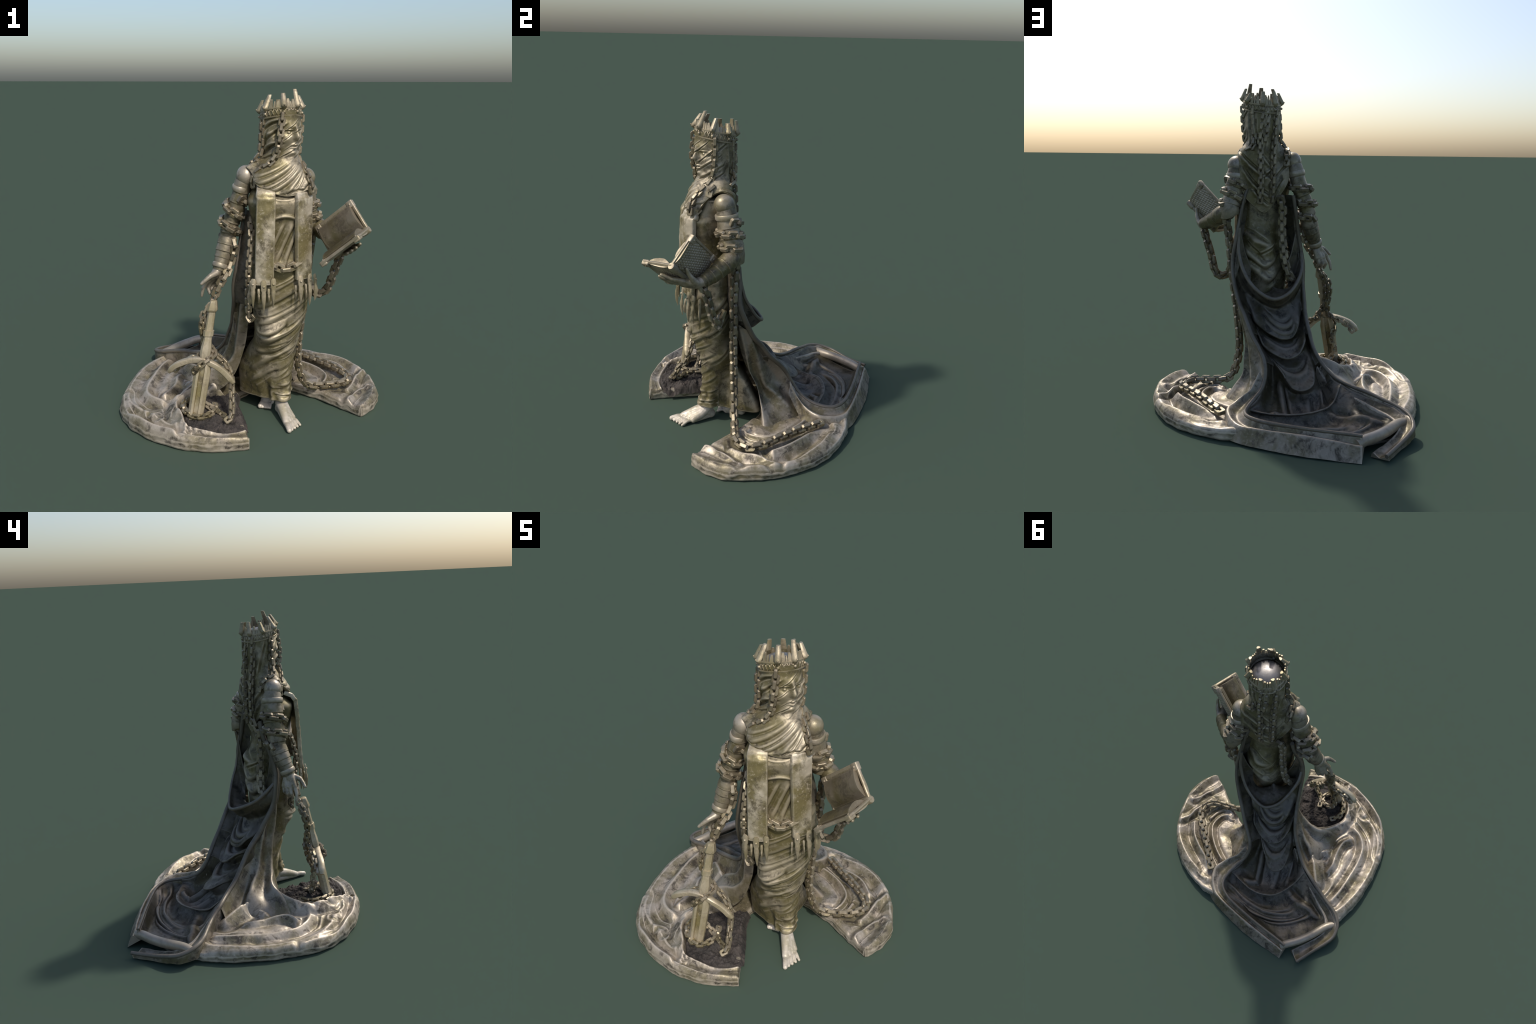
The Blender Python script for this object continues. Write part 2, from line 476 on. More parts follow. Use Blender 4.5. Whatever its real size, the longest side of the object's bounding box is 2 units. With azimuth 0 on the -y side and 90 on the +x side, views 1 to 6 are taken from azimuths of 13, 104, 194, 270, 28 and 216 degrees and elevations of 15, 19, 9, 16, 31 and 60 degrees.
UNDER_TRAIN = spline([(.04, .30), (.07, .45), (.06, .60), (-.10, .66), (-.35, .675), (-.57, .68), (-.68, .62), (-.76, .45), (-.74, .33), (-.55, .25), (-.35, .17), (-.22, .08), (-.10, .10)], 90, closed=True)
UNDER_FALLS = [spline([(.03, -.20), (-.06, -.20), (-.15, -.19), (-.23, -.19), (-.29, -.12), (-.32, -.03), (-.31, .05), (-.2, .10), (-.03, .0)], 60, closed=True),
               spline([(.22, .08), (.255, .12), (.26, .17), (.20, .26), (.15, .35), (.06, .36), (.02, .30), (.06, .12)], 60, closed=True)]


def inside_depth(P, poly):
    """Signed distance to a closed outline, positive inside."""
    d = np.full(len(P), 1e9)
    wn = np.zeros(len(P), bool)
    q = np.roll(poly, -1, axis=0)
    for a, b in zip(poly, q):
        ab = b - a
        t = np.clip(((P - a) @ ab) / (ab @ ab), 0, 1)
        d = np.minimum(d, np.linalg.norm(P - a - t[:, None] * ab, axis=1))
        cond = (a[1] > P[:, 1]) != (b[1] > P[:, 1])
        x = (b[0] - a[0]) * (P[:, 1] - a[1]) / (b[1] - a[1] + 1e-15) + a[0]
        wn ^= cond & (P[:, 0] < x)
    return np.where(wn, d, -d)


def cloth_height(P):
    """Height of the spread cloth over ground points P (n,2)."""
    p3 = np.c_[P, np.zeros(len(P))]
    rimd = np.sqrt(((P[:, None] - outer[None, ::6]) ** 2).sum(-1).min(1))
    right = sstep(.05, -.15, P[:, 0])
    near_pit = np.exp(-(inside_depth(P, PIT) / .07) ** 2)
    tip_lobe = sstep(.12, .0, P[:, 1]) * (1 - right)
    base = .074 + (.008 * right - .012 * (1 - right) * (1 - tip_lobe)) * sstep(.03, .12, rimd) + .050 * near_pit * sstep(.05, .14, rimd) + .006 * fnoise(p3, 5.0, 2.0, 2)
    acc = np.zeros(len(P))
    trench = np.zeros(len(P))
    for pts, w, kind in RIDGES:
        c = spline(pts, 40)
        lo, hi = c[:, :2].min(0) - 5 * w, c[:, :2].max(0) + 5 * w
        sel = np.where(((P > lo) & (P < hi)).all(1))[0]
        Q = P[sel]
        best = np.full(len(Q), 1e9)
        crest = np.zeros(len(Q))
        for a, b in zip(c[:-1], c[1:]):
            ab = b[:2] - a[:2]
            t = np.clip(((Q - a[:2]) @ ab) / (ab @ ab), 0, 1)
            dd = ((Q - a[:2] - t[:, None] * ab) ** 2).sum(1)
            m = dd < best
            best[m] = dd[m]
            crest[m] = (a[2] + t * (b[2] - a[2]))[m]
        d = np.full(len(P), 9.)
        d[sel] = np.sqrt(best)
        cz = np.zeros(len(P))
        cz[sel] = crest
        hgt = np.maximum(cz + .006 - base, .018)
        h = hgt * np.exp(-(d / (w * 1.08)) ** 1.45) if kind == 'g' else hgt * np.exp(-d / w)
        if kind == 'g':
            trench = np.maximum(trench, np.minimum(.022, hgt * .6) * np.exp(-((d - 1.9 * w) / (.8 * w)) ** 2))
        acc += h ** 4
    zz = base - trench + acc ** .25
    zz += .0012 * fnoise(p3, 30, 7, 3)
    for (cx, cy), w, dep in HOLLOWS:
        zz -= dep * np.exp(-((P[:, 0] - cx) ** 2 + (P[:, 1] - cy) ** 2) / w ** 2)
    zz = zz + (np.minimum(zz, .012) - zz) * sstep(-.005, .03, inside_depth(P, UNDER_TRAIN))
    for poly in UNDER_FALLS:
        zz = zz + (np.minimum(zz, .05) - zz) * sstep(-.02, .02, inside_depth(P, poly))
    pit = inside_depth(P, PIT)
    zz = np.where(pit > -.03, zz + (np.minimum(zz, .07) - zz) * sstep(-.012, .012, pit), zz)
    return zz


nt_ = 190
tt = np.linspace(0, 1, nt_)
P2 = outer[:, None] * (1 - tt[None, :, None]) + inner[:, None] * tt[None, :, None]
# ease in from the rim so that the edge is rounded
width = np.linalg.norm(outer - inner, axis=1)
jag = .006 * fnoise(np.c_[outer, np.zeros(len(outer))], 9, 4, 3)
P2 += ((outer - inner) / (width[:, None] + .05) * jag[:, None])[:, None, :] * (1 - tt)[None, :, None] ** 6
outer, inner = P2[:, 0], P2[:, -1]
H = cloth_height(P2.reshape(-1, 2)).reshape(P2.shape[:2])
din = tt[None, :] * width[:, None]
dout = (1 - tt[None, :]) * width[:, None]
edge = np.minimum(din, dout)
H = H * (.72 + .28 * np.sqrt(np.clip(edge / .022, 0, 1) * (2 - np.clip(edge / .022, 0, 1))))
top = np.dstack([P2, H])
nrm = outer - inner
nrm /= np.linalg.norm(nrm, axis=1)[:, None] + 1e-9


def wall(edge_row, sign):
    e = edge_row
    rows = []
    for o, k in ((-.012, 0.), (.0, .16), (.003, .34), (.001, .55), (.003, .72), (.003, .9)):
        q = e.copy()
        q[:, :2] += sign * nrm * o
        q[:, :2] += sign * nrm * (.007 * fnoise(np.c_[q[:, :2], q[:, 2] * 0 + k * .12], 14, 3, 3) * (k < .8))[:, None]
        q[:, 2] = e[:, 2] * k
        rows.append(q)
    return rows


wo = np.stack(wall(top[:, 0], 1), 1)
wi = np.stack(wall(top[:, -1], -1)[::-1], 1)
full = np.concatenate([wo, top, wi], 1)
g = Geo()
g.grid(full)
g.f.append(tuple(range(full.shape[1])))
g.f.append(tuple(range(len(g.v) - full.shape[1], len(g.v))))
ground_cloth = g.put('trailing_cloth', M_ground, root)

# dark churned soil where the sword stands
sx, sy = np.meshgrid(np.linspace(-.36, .12, 150), np.linspace(-.69, -.18, 150), indexing='ij')
S2 = np.stack([sx, sy], -1).reshape(-1, 2)
dep = inside_depth(S2, PIT)
p3 = np.c_[S2, np.zeros(len(S2))]
sz = .088 + .018 * fnoise(p3, 16, 5, 4) + .012 * np.abs(fnoise(p3, 45, 9, 3)) - .05 * sstep(.02, -.015, dep)
d0 = np.hypot(S2[:, 0] + .19, S2[:, 1] + .50)
sz += .022 * np.exp(-(d0 / .12) ** 2) - .02 * sstep(.10, .0, np.hypot(S2[:, 0] - .08, S2[:, 1] + .55))
sv = np.c_[S2, sz].reshape(150, 150, 3)
keep = (dep > -.012).reshape(150, 150)
idx = -np.ones((150, 150), int)
vs, fs = [], []
for i in range(150):
    for j in range(150):
        if keep[i, j]:
            idx[i, j] = len(vs)
            vs.append(sv[i, j])
for i in range(149):
    for j in range(149):
        q = (idx[i, j], idx[i + 1, j], idx[i + 1, j + 1], idx[i, j + 1])
        if min(q) >= 0:
            fs.append(q)
add_mesh('soil', vs, fs, M_soil, root)

# ------------------------------------------------------------------- cloak
ROWS = [
    # free rim of the cowl-like swag
    [(.307, .018, 1.10), (.309, .026, 1.021), (.307, .038, .96), (.292, .050, .90), (.262, .072, .835), (.215, .090, .768), (.150, .101, .712), (.079, .100, .677), (.030, .076, .676), (-.020, .015, .704), (-.046, -.085, .754), (-.056, -.166, .826), (-.033, -.232, .906), (-.022, -.222, .998), (-.01, -.204, 1.09)],
    [(.322, .032, .93), (.304, .042, .87), (.262, .055, .785), (.20, .066, .705), (.125, .068, .650), (.05, .052, .628), (-.01, .0, .655), (-.04, -.09, .71), (-.056, -.18, .78), (-.048, -.225, .85)],
    [(.328, .062, .77), (.27, .045, .71), (.19, .035, .645), (.12, .03, .605), (.055, .015, .585), (.0, -.04, .605), (-.035, -.12, .65), (-.056, -.20, .72)],
    [(.262, .118, .62), (.215, .075, .575), (.185, .080, .535), (.135, .090, .498), (.072, .105, .465), (.001, .100, .443), (-.049, .05, .447), (-.070, -.01, .50), (-.075, -.09, .56), (-.085, -.135, .60)],
    [(.235, .142, .575), (.185, .085, .51), (.165, .085, .48), (.125, .090, .455), (.072, .085, .43), (.005, .075, .412), (-.045, .035, .415), (-.075, -.02, .45), (-.085, -.07, .50), (-.095, -.11, .55)],
    [(.180, .187, .485), (.150, .125, .45), (.129, .140, .425), (.096, .158, .390), (.026, .180, .360), (-.046, .180, .339), (-.110, .135, .356), (-.130, .07, .41), (-.130, .0, .44), (-.138, -.035, .455)],
    [(.145, .21, .435), (.115, .14, .385), (.10, .145, .36), (.075, .150, .335), (.015, .155, .318), (-.05, .15, .300), (-.11, .115, .31), (-.145, .055, .35), (-.15, .01, .39), (-.158, -.005, .41)],
    [(.075, .26, .33), (.035, .20, .29), (-.019, .215, .262), (-.057, .240, .222), (-.111, .278, .194), (-.170, .284, .192), (-.215, .240, .208), (-.212, .165, .242), (-.205, .09, .27), (-.225, .05, .30)],
    [(.055, .30, .25), (.025, .25, .19), (-.025, .24, .175), (-.065, .25, .150), (-.115, .262, .130), (-.170, .260, .128), (-.22, .220, .14), (-.24, .16, .165), (-.245, .11, .20), (-.27, .085, .26)],
    [(.07, .39, .155), (.03, .37, .075), (-.06, .385, .060), (-.15, .38, .058), (-.24, .33, .065), (-.29, .21, .085), (-.33, .13, .21)],
    [(.10, .50, .125), (.088, .472, .108), (-.006, .484, .102), (-.11, .494, .108), (-.207, .473, .114), (-.292, .413, .12), (-.345, .28, .115), (-.38, .16, .195)],
    [(.10, .56, .115), (.04, .535, .065), (-.10, .545, .050), (-.22, .525, .048), (-.33, .45, .055), (-.40, .31, .07), (-.46, .19, .17)],
    [(.02, .645, .11), (-.08, .61, .068), (-.20, .60, .074), (-.33, .565, .068), (-.45, .47, .055), (-.53, .32, .08), (-.58, .23, .15)],
    [(-.25, .675, .112), (-.30, .64, .058), (-.40, .60, .050), (-.50, .52, .048), (-.58, .43, .05), (-.65, .35, .075), (-.70, .27, .125)],
    [(-.574, .68, .105), (-.575, .655, .06), (-.60, .60, .05), (-.64, .53, .05), (-.69, .45, .055), (-.73, .40, .06), (-.79, .33, .09)],
]
IN = V([.36, -.90, -.15])                              # towards the body
rows = []
uidx = []
for i, r in enumerate(ROWS):
    r = V(r, float)
    if i in (2, 4, 6, 8):
        r[1:-1] += IN * .032                          # tucked under each lip
    if 3 <= i <= 8:
        r[1] += IN * .030                             # deep valleys beside the edges
        r[-2] += IN * .030
    if i in (9, 10, 11):
        r[1:-1] += V([0, 0, -.006])
    if i >= 11:
        r[1:-1] += V([0, 0, -.014])
    if 1 <= i <= 6:
        r[1:-1] += IN * .010
    rows.append(spline(r, 110))
    if i in (3, 5, 7, 10):                            # crisp turn under the lip
        rows.append(spline(np.vstack([r[:1], r[1:-1] + IN * .014 + V([0, 0, -.014]), r[-1:]]), 110))
    uidx += [i] if i not in (3, 5, 7, 10) else [i, i + .3]
core = V([.13, -.10, 0])
rim_in = []
for d_, dz, dzs in ((.17, .02, -.25), (.085, .0, -.16), (.032, -.018, -.06)):   # lining of the swag: shallow at the back, deep at the sides
    q = rows[0].copy()
    env = np.sin(np.linspace(0, math.pi, 110)) ** 3
    w_ = core - q
    w_[:, 2] = 0
    w_ /= np.linalg.norm(w_, axis=1)[:, None]
    q = q + w_ * (d_ * (.45 + .55 * env))[:, None]
    q[:, 2] += dz * env + dzs * (1 - env)
    rim_in.append(q)
rows = V(rim_in + rows)
panel = spline_u(rows, 460)
UU = np.interp(np.linspace(0, len(rows) - 1, 460), np.arange(len(rows)), [-3, -2, -1] + uidx)[:, None] + np.zeros(110)
VV = np.linspace(0, 1, 110)[None, :] + np.zeros((460, 1))
pn = np.cross(np.gradient(panel, axis=1), np.gradient(panel, axis=0))
pn /= np.linalg.norm(pn, axis=2)[..., None] + 1e-12
if pn[250, 55] @ V([-.3, .7, .6]) < 0:
    pn = -pn
CREASE = [  # folds across and along the train: v across (0 = figure's left), u down
    (.42, 2.35, .66, 2.60, -.10, .010, .10), (.40, 2.65, .66, 2.85, -.10, .009, .09), (.36, 4.45, .70, 4.55, -.12, .010, .12), (.34, 6.45, .70, 6.5, -.12, .010, .12),
    (.30, 8.0, .33, 9.2, .0, .016, .10), (.33, 9.2, .22, 9.7, .0, .012, .12), (.55, 8.3, .52, 9.3, .0, .010, .12), (.75, 8.4, .72, 9.5, .0, .012, .12),
    (.08, 11.2, .62, 11.9, -.15, .014, .14), (.06, 12.0, .55, 12.6, -.15, .012, .14), (.30, 12.9, .75, 12.7, -.1, .010, .12), (.72, 10.6, .80, 12.2, .0, .014, .14), (.84, 11.6, .80, 13.0, .0, .014, .12)]
panel += pn * 1.5 * ridge_lines(VV, UU, CREASE, 3.0)[..., None]
panel += (.0035 * fnoise(panel, 14, 3, 3).reshape(panel.shape[:2]))[..., None] * V([0., .5, 1.])
g = Geo()
g.grid(panel)
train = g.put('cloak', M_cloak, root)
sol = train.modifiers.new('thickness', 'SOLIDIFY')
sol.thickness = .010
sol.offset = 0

RIM_SWAG = spline(ROWS[0], 130)
EL = spline([(.275, -.04, 1.34), (.295, -.02, 1.26), (.312, .0, 1.148), (.328, .025, 1.02), (.348, .028, .89), (.33, .063, .77), (.286, .102, .65), (.238, .139, .578), (.177, .188, .47), (.12, .228, .40), (.073, .262, .33), (.055, .30, .25), (.062, .35, .185), (.085, .41, .15), (.10, .484, .130), (.098, .56, .122), (.065, .615, .120), (-.01, .651, .120), (-.108, .667, .118), (-.30, .681, .117), (-.49, .685, .118), (-.578, .688, .118)], 240)
ER = spline([(.0, -.14, 1.30), (-.013, -.156, 1.20), (-.018, -.197, 1.09), (-.029, -.231, .965), (-.051, -.224, .845), (-.056, -.203, .726), (-.080, -.145, .62), (-.10, -.098, .54), (-.14, -.03, .45), (-.18, .02, .36), (-.245, .067, .28), (-.335, .125, .222), (-.45, .172, .190), (-.53, .203, .179), (-.63, .235, .155), (-.73, .265, .128), (-.80, .32, .105), (-.825, .40, .08), (-.81, .47, .065), (-.765, .57, .045), (-.706, .716, .035)], 240)
g = Geo()
g.grid(tube(RIM_SWAG, .010, .012, 12), cv=True, cap0=True, cap1=True)
kL = np.arange(240)
g.grid(tube(EL, np.interp(kL, [0, 60, 240], [.015, .018, .010]), np.interp(kL, [0, 60, 240], [.012, .014, .009]), 14), cv=True, cap0=True, cap1=True)
g.grid(tube(ER, np.interp(kL, [0, 60, 240], [.015, .018, .012]), np.interp(kL, [0, 60, 240], [.012, .014, .010]), 14), cv=True, cap0=True, cap1=True)


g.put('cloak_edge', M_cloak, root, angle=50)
g = Geo()


def rails(g, rail_list, n, m, cap=True):
    R = V([spline(r, n) for r in rail_list])
    S = spline_u(R, m).transpose(1, 0, 2)
    S = S + (.005 * fnoise(S, 9, 6, 2).reshape(S.shape[:2]) + .0015 * fnoise(S, 32, 2, 2).reshape(S.shape[:2]))[..., None] * V([.6, .6, .8])
    S[..., 2] = np.maximum(S[..., 2], .0)
    g.grid(S, cap0=cap, cap1=cap)
    return S


# broad hem lying on the ground, left side of the train
inn = [(.055, .30, .25), (.062, .35, .185), (.085, .41, .15), (.10, .484, .130), (.098, .56, .122), (.065, .615, .120), (-.01, .651, .120), (-.108, .667, .119), (-.30, .681, .118), (-.49, .685, .119), (-.578, .688, .119)]
out_ = [(.09, .30, .27), (.125, .36, .185), (.18, .43, .145), (.213, .519, .123), (.19, .59, .112), (.15, .64, .100), (.081, .681, .092), (-.096, .710, .097), (-.267, .721, .099), (-.427, .723, .088), (-.585, .725, .077)]
mid_ = [tuple((V(a) + V(b)) / 2 - V([0, 0, .022])) for a, b in zip(inn, out_)]
bot = [(.13, .30, .20), (.17, .37, .10), (.225, .43, .05), (.248, .52, .03), (.235, .60, .02), (.19, .665, .01), (.08, .725, .01), (-.10, .757, .008), (-.27, .774, .006), (-.43, .772, .004), (-.588, .765, .002)]
sid = [tuple(V(a) * .55 + V(b) * .45 + V([.0, .004, -.006])) for a, b in zip(out_, bot)]
inb = [tuple(V(a) + V([-.01, -.012, -.07])) for a in inn]
rails(g, [inb, inn, mid_, out_, sid, bot], 150, 40)
# right side of the train
ri = [(-.214, .075, .261), (-.273, .115, .185), (-.389, .185, .150), (-.508, .245, .133), (-.615, .295, .104), (-.69, .335, .092), (-.742, .395, .078), (-.735, .46, .055), (-.69, .55, .035), (-.63, .665, .022)]
ro = [(-.245, .067, .28), (-.335, .125, .222), (-.45, .172, .190), (-.55, .21, .173), (-.66, .245, .147), (-.76, .285, .12), (-.825, .38, .088), (-.81, .47, .065), (-.765, .57, .045), (-.706, .716, .035)]
rm = [tuple((V(a) + V(b)) / 2 - V([0, 0, .018])) for a, b in zip(ri, ro)]
rb = [tuple(V(a) + V([-.012, -.008, 0])) for a in ro]
rb = [(a[0], a[1], max(.002, a[2] * .30)) for a in rb]
rib = [(a[0] + .008, a[1] + .008, max(.002, a[2] - .06)) for a in ri]
rails(g, [rib, ri, rm, ro, rb], 150, 36)
# rolled hem that closes the train
roll = spline([(-.775, .33, .065), (-.735, .387, .074), (-.684, .502, .076), (-.632, .593, .078), (-.585, .655, .080), (-.55, .70, .07)], 40)
g.grid(tube(roll, .029, .031, 18), cv=True, cap0=True, cap1=True)
g.put('train_hem', M_hem, root, angle=50)
# side falls of the cloak between its edge and the robe
g = Geo()
sideL = [[(.293, .0, 1.27), (.304, .018, 1.11), (.303, .030, .98), (.297, .044, .89), (.31, .05, .80)],
         [(.290, -.015, 1.30), (.312, .0, 1.148), (.328, .025, 1.02), (.348, .028, .89), (.33, .063, .77)],
         [(.29, -.05, 1.30), (.315, -.03, 1.15), (.335, -.01, 1.02), (.36, -.01, .89), (.345, .02, .77)],
         [(.27, -.08, 1.30), (.29, -.07, 1.15), (.31, -.06, 1.02), (.33, -.06, .89), (.32, -.04, .77)]]
rails(g, sideL, 60, 24, False)
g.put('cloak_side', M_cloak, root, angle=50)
g = Geo()
skirtL = [  # each rail runs down one fold line, from the front edge to the cloak's rolled edge
    [(.30, -.02, .72), (.27, .03, .50), (.235, .06, .383), (.22, .105, .30), (.22, .13, .20), (.25, .150, .09), (.29, .15, .01)],
    [(.335, .02, .74), (.29, .06, .52), (.255, .075, .39), (.247, .115, .30), (.247, .142, .206), (.290, .170, .124), (.36, .20, .03)],
    [(.325, .05, .72), (.27, .080, .52), (.220, .095, .38), (.195, .130, .27), (.190, .160, .19), (.23, .22, .11), (.32, .28, .03)],
    [(.315, .075, .70), (.255, .115, .53), (.215, .135, .40), (.192, .168, .275), (.167, .232, .20), (.165, .30, .13), (.22, .37, .03)],
    [(.30, .085, .68), (.225, .120, .55), (.165, .150, .43), (.105, .20, .30), (.09, .26, .20), (.11, .34, .11), (.17, .44, .03)],
    [(.286, .102, .65), (.238, .139, .578), (.177, .188, .47), (.12, .228, .40), (.073, .262, .33), (.055, .31, .24), (.07, .37, .165)]]
rails(g, skirtL, 110, 60, False)
skirtR = [
    [(.05, -.22, .75), (.03, -.20, .55), (.0, -.18, .40), (-.05, -.19, .25), (-.12, -.215, .15), (-.21, -.23, .10), (-.28, -.30, .06), (-.34, -.38, .03)],
    [(.0, -.235, .75), (-.02, -.22, .60), (-.045, -.19, .45), (-.075, -.18, .34), (-.15, -.178, .262), (-.243, -.176, .235), (-.31, -.235, .180), (-.37, -.34, .06)],
    [(-.02, -.21, .75), (-.045, -.165, .58), (-.070, -.135, .45), (-.10, -.125, .33), (-.17, -.12, .225), (-.27, -.12, .165), (-.36, -.16, .115), (-.45, -.22, .04)],
    [(-.04, -.20, .75), (-.075, -.155, .60), (-.10, -.118, .48), (-.135, -.098, .37), (-.185, -.075, .285), (-.24, -.043, .238), (-.31, -.019, .185), (-.42, .02, .04)],
    [(-.05, -.19, .74), (-.075, -.125, .58), (-.10, -.075, .46), (-.14, -.045, .36), (-.19, -.01, .25), (-.26, .02, .165), (-.36, .06, .10), (-.48, .10, .03)],
    [(-.056, -.203, .726), (-.080, -.145, .62), (-.10, -.098, .54), (-.14, -.03, .45), (-.18, .02, .36), (-.245, .067, .28), (-.335, .125, .222), (-.45, .172, .19)]]
rails(g, skirtR, 120, 60, False)
g.put('cloak_fall', M_hem, root, angle=50)
g = Geo()
sideR = [[(.01, -.13, 1.30), (.0, -.15, 1.20), (.0, -.18, 1.09), (-.01, -.21, .965), (-.03, -.20, .845), (-.035, -.18, .726)],
         [(.0, -.14, 1.30), (-.013, -.156, 1.20), (-.018, -.197, 1.09), (-.029, -.231, .965), (-.051, -.224, .845), (-.056, -.203, .726)],
         [(.03, -.19, 1.30), (.015, -.21, 1.20), (.01, -.235, 1.09), (.0, -.26, .965), (-.02, -.255, .845), (-.03, -.235, .726)],
         [(.09, -.20, 1.30), (.08, -.22, 1.20), (.08, -.24, 1.09), (.06, -.265, .965), (.04, -.26, .845), (.03, -.245, .726)]]
rails(g, sideR, 120, 30, False)
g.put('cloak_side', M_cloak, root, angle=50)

# -------------------------------------------------------------- veil and hood
HC = V([.213, -.155])
HEAD = math.radians(50)
HX = V([math.sin(HEAD), -math.cos(HEAD)])
SX = V([math.cos(HEAD), math.sin(HEAD)])       # figure's left of the face
RIM = [(.281, -.328, 1.416), (.345, -.302, 1.423), (.398, -.256, 1.446), (.416, -.228, 1.412), (.376, -.168, 1.498), (.356, -.115, 1.546), (.345, -.060, 1.556), (.320, -.012, 1.51), (.308, .0, 1.40), (.290, -.022, 1.30), (.235, -.05, 1.235), (.168, -.082, 1.192), (.105, -.115, 1.27), (.052, -.165, 1.36), (.028, -.19, 1.46), (.022, -.235, 1.55), (.045, -.275, 1.565), (.078, -.288, 1.53), (.100, -.332, 1.490), (.135, -.352, 1.468), (.20, -.350, 1.437)]
nR = 420
rim = spline(RIM, nR, closed=True)
nT = 340
ang = np.arctan2((rim[:, 0] - HC[0]) * SX[0] + (rim[:, 1] - HC[1]) * SX[1], (rim[:, 0] - HC[0]) * HX[0] + (rim[:, 1] - HC[1]) * HX[1])
# column directions: spread angles smoothly, keep order of the rim
k = int(np.argmin(np.abs(ang)))
un = np.unwrap(ang)
a_lin = un[k] + (np.arange(nR) - k) * (2 * math.pi / nR) * np.sign(un[-1] - un[0])
a_col = .45 * a_lin + .55 * un


def head_r(a):
    c, s = np.cos(a), np.sin(a)
    return 1 / np.sqrt((c / np.where(c > 0, .126, .107)) ** 2 + (s / .111) ** 2)


def head_pt(a, r, zz):
    return np.stack([HC[0] + HX[0] * r * np.cos(a) + SX[0] * r * np.sin(a), HC[1] + HX[1] * r * np.cos(a) + SX[1] * r * np.sin(a), zz + 0 * a], -1)


r0 = head_r(a_col)
c0 = head_pt(a_col, r0 * .98, 1.885)
c1 = head_pt(a_col, r0, 1.80)
c2 = head_pt(a_col, r0, 1.71)
c3 = head_pt(a_col, r0 * .92, 1.635)
out_dir = rim[:, :2] - HC
out_len = np.linalg.norm(out_dir, axis=1)
drop = 1.60 - rim[:, 2]
c4 = c3 * .45 + rim * .55
c4[:, 2] = 1.60 - drop * .40 + .01
c45 = c3 * .12 + rim * .88
c45[:, 2] = rim[:, 2] + np.clip(drop, .02, .3) * .28
ctrl = np.stack([c0, c1, c2, c3, c4, c45, rim], 0)
HP = spline_u(ctrl, nT)
tpar = np.linspace(0, 6, nT)[:, None]
A = np.broadcast_to(a_col, HP.shape[:2])
A = (A + math.pi) % (2 * math.pi) - math.pi       # 0 = face, + figure's left
Z = HP[..., 2]
dirv = np.stack([np.cos(A)[..., None] * HX + np.sin(A)[..., None] * SX][0:1], 0)[0]
dn = np.concatenate([dirv, np.zeros(dirv.shape[:2] + (1,))], -1)
isface = sstep(4.2, 3.4, np.broadcast_to(tpar, A.shape))
hw = fnoise(HP, 9, 6).reshape(A.shape)


def bump(a0, z0, wa, wz):
    return np.exp(-((A - a0) / wa) ** 2 - ((Z - z0) / wz) ** 2)


D = np.zeros_like(A)
D += .026 * bump(0.06, 1.735, .12, .022) + .018 * bump(.05, 1.765, .09, .03)       # nose
D += .010 * bump(0.0, 1.80, .55, .022)                                            # brow
D -= .012 * bump(-.27, 1.764, .17, .013) + .012 * bump(.42, 1.764, .17, .013)     # sockets
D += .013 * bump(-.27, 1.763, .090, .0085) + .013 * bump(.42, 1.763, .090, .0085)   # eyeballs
D += .006 * bump(-.27, 1.778, .16, .004) + .006 * bump(.42, 1.778, .16, .004)       # lids
D += .007 * bump(-.40, 1.725, .22, .025) + .007 * bump(.50, 1.725, .22, .025)     # cheeks
D += .012 * bump(.05, 1.694, .15, .007) + .012 * bump(.05, 1.678, .13, .007) - .006 * bump(.05, 1.686, .2, .004)
D += .013 * bump(.03, 1.650, .22, .016)                                           # chin
D -= .010 * bump(.03, 1.622, .5, .014)
# veil folds wind up from the figure's right shoulder to the left temple
WIND = [(-1.6, 1.79, -.6, 1.835, -.012, .010, .012), (-1.5, 1.735, -.45, 1.815, .0, .008, .012), (-1.7, 1.66, -.65, 1.715, -.010, .013, .014), (-1.9, 1.615, -.9, 1.655, .0, .010, .014),
        (-.50, 1.770, .20, 1.835, .0, .003, .0045), (-.55, 1.722, .55, 1.825, .002, .0035, .0045), (-.40, 1.672, .95, 1.795, .003, .0045, .005),
        (-.60, 1.632, 1.15, 1.755, .004, .006, .0065), (-.10, 1.612, 1.3, 1.705, .003, .008, .010), (.45, 1.60, 1.4, 1.660, .0, .006, .008),
        (.55, 1.755, 1.5, 1.825, .0, .006, .010), (1.75, 1.60, 1.65, 1.80, .0, .006, .012), (2.15, 1.60, 2.0, 1.82, .0, .008, .012), (2.65, 1.60, 2.85, 1.83, .0, .007, .012), (-2.7, 1.60, -2.2, 1.80, .0, .009, .014), (-2.1, 1.60, -1.5, 1.77, .0, .009, .014)]
D += ridge_lines(A, Z + .003 * hw, WIND, .12) * isface
D += .010 * bump(-1.25, 1.76, .22, .022) - .012 * bump(-.90, 1.745, .14, .028)
HP = HP + dn * D[..., None]
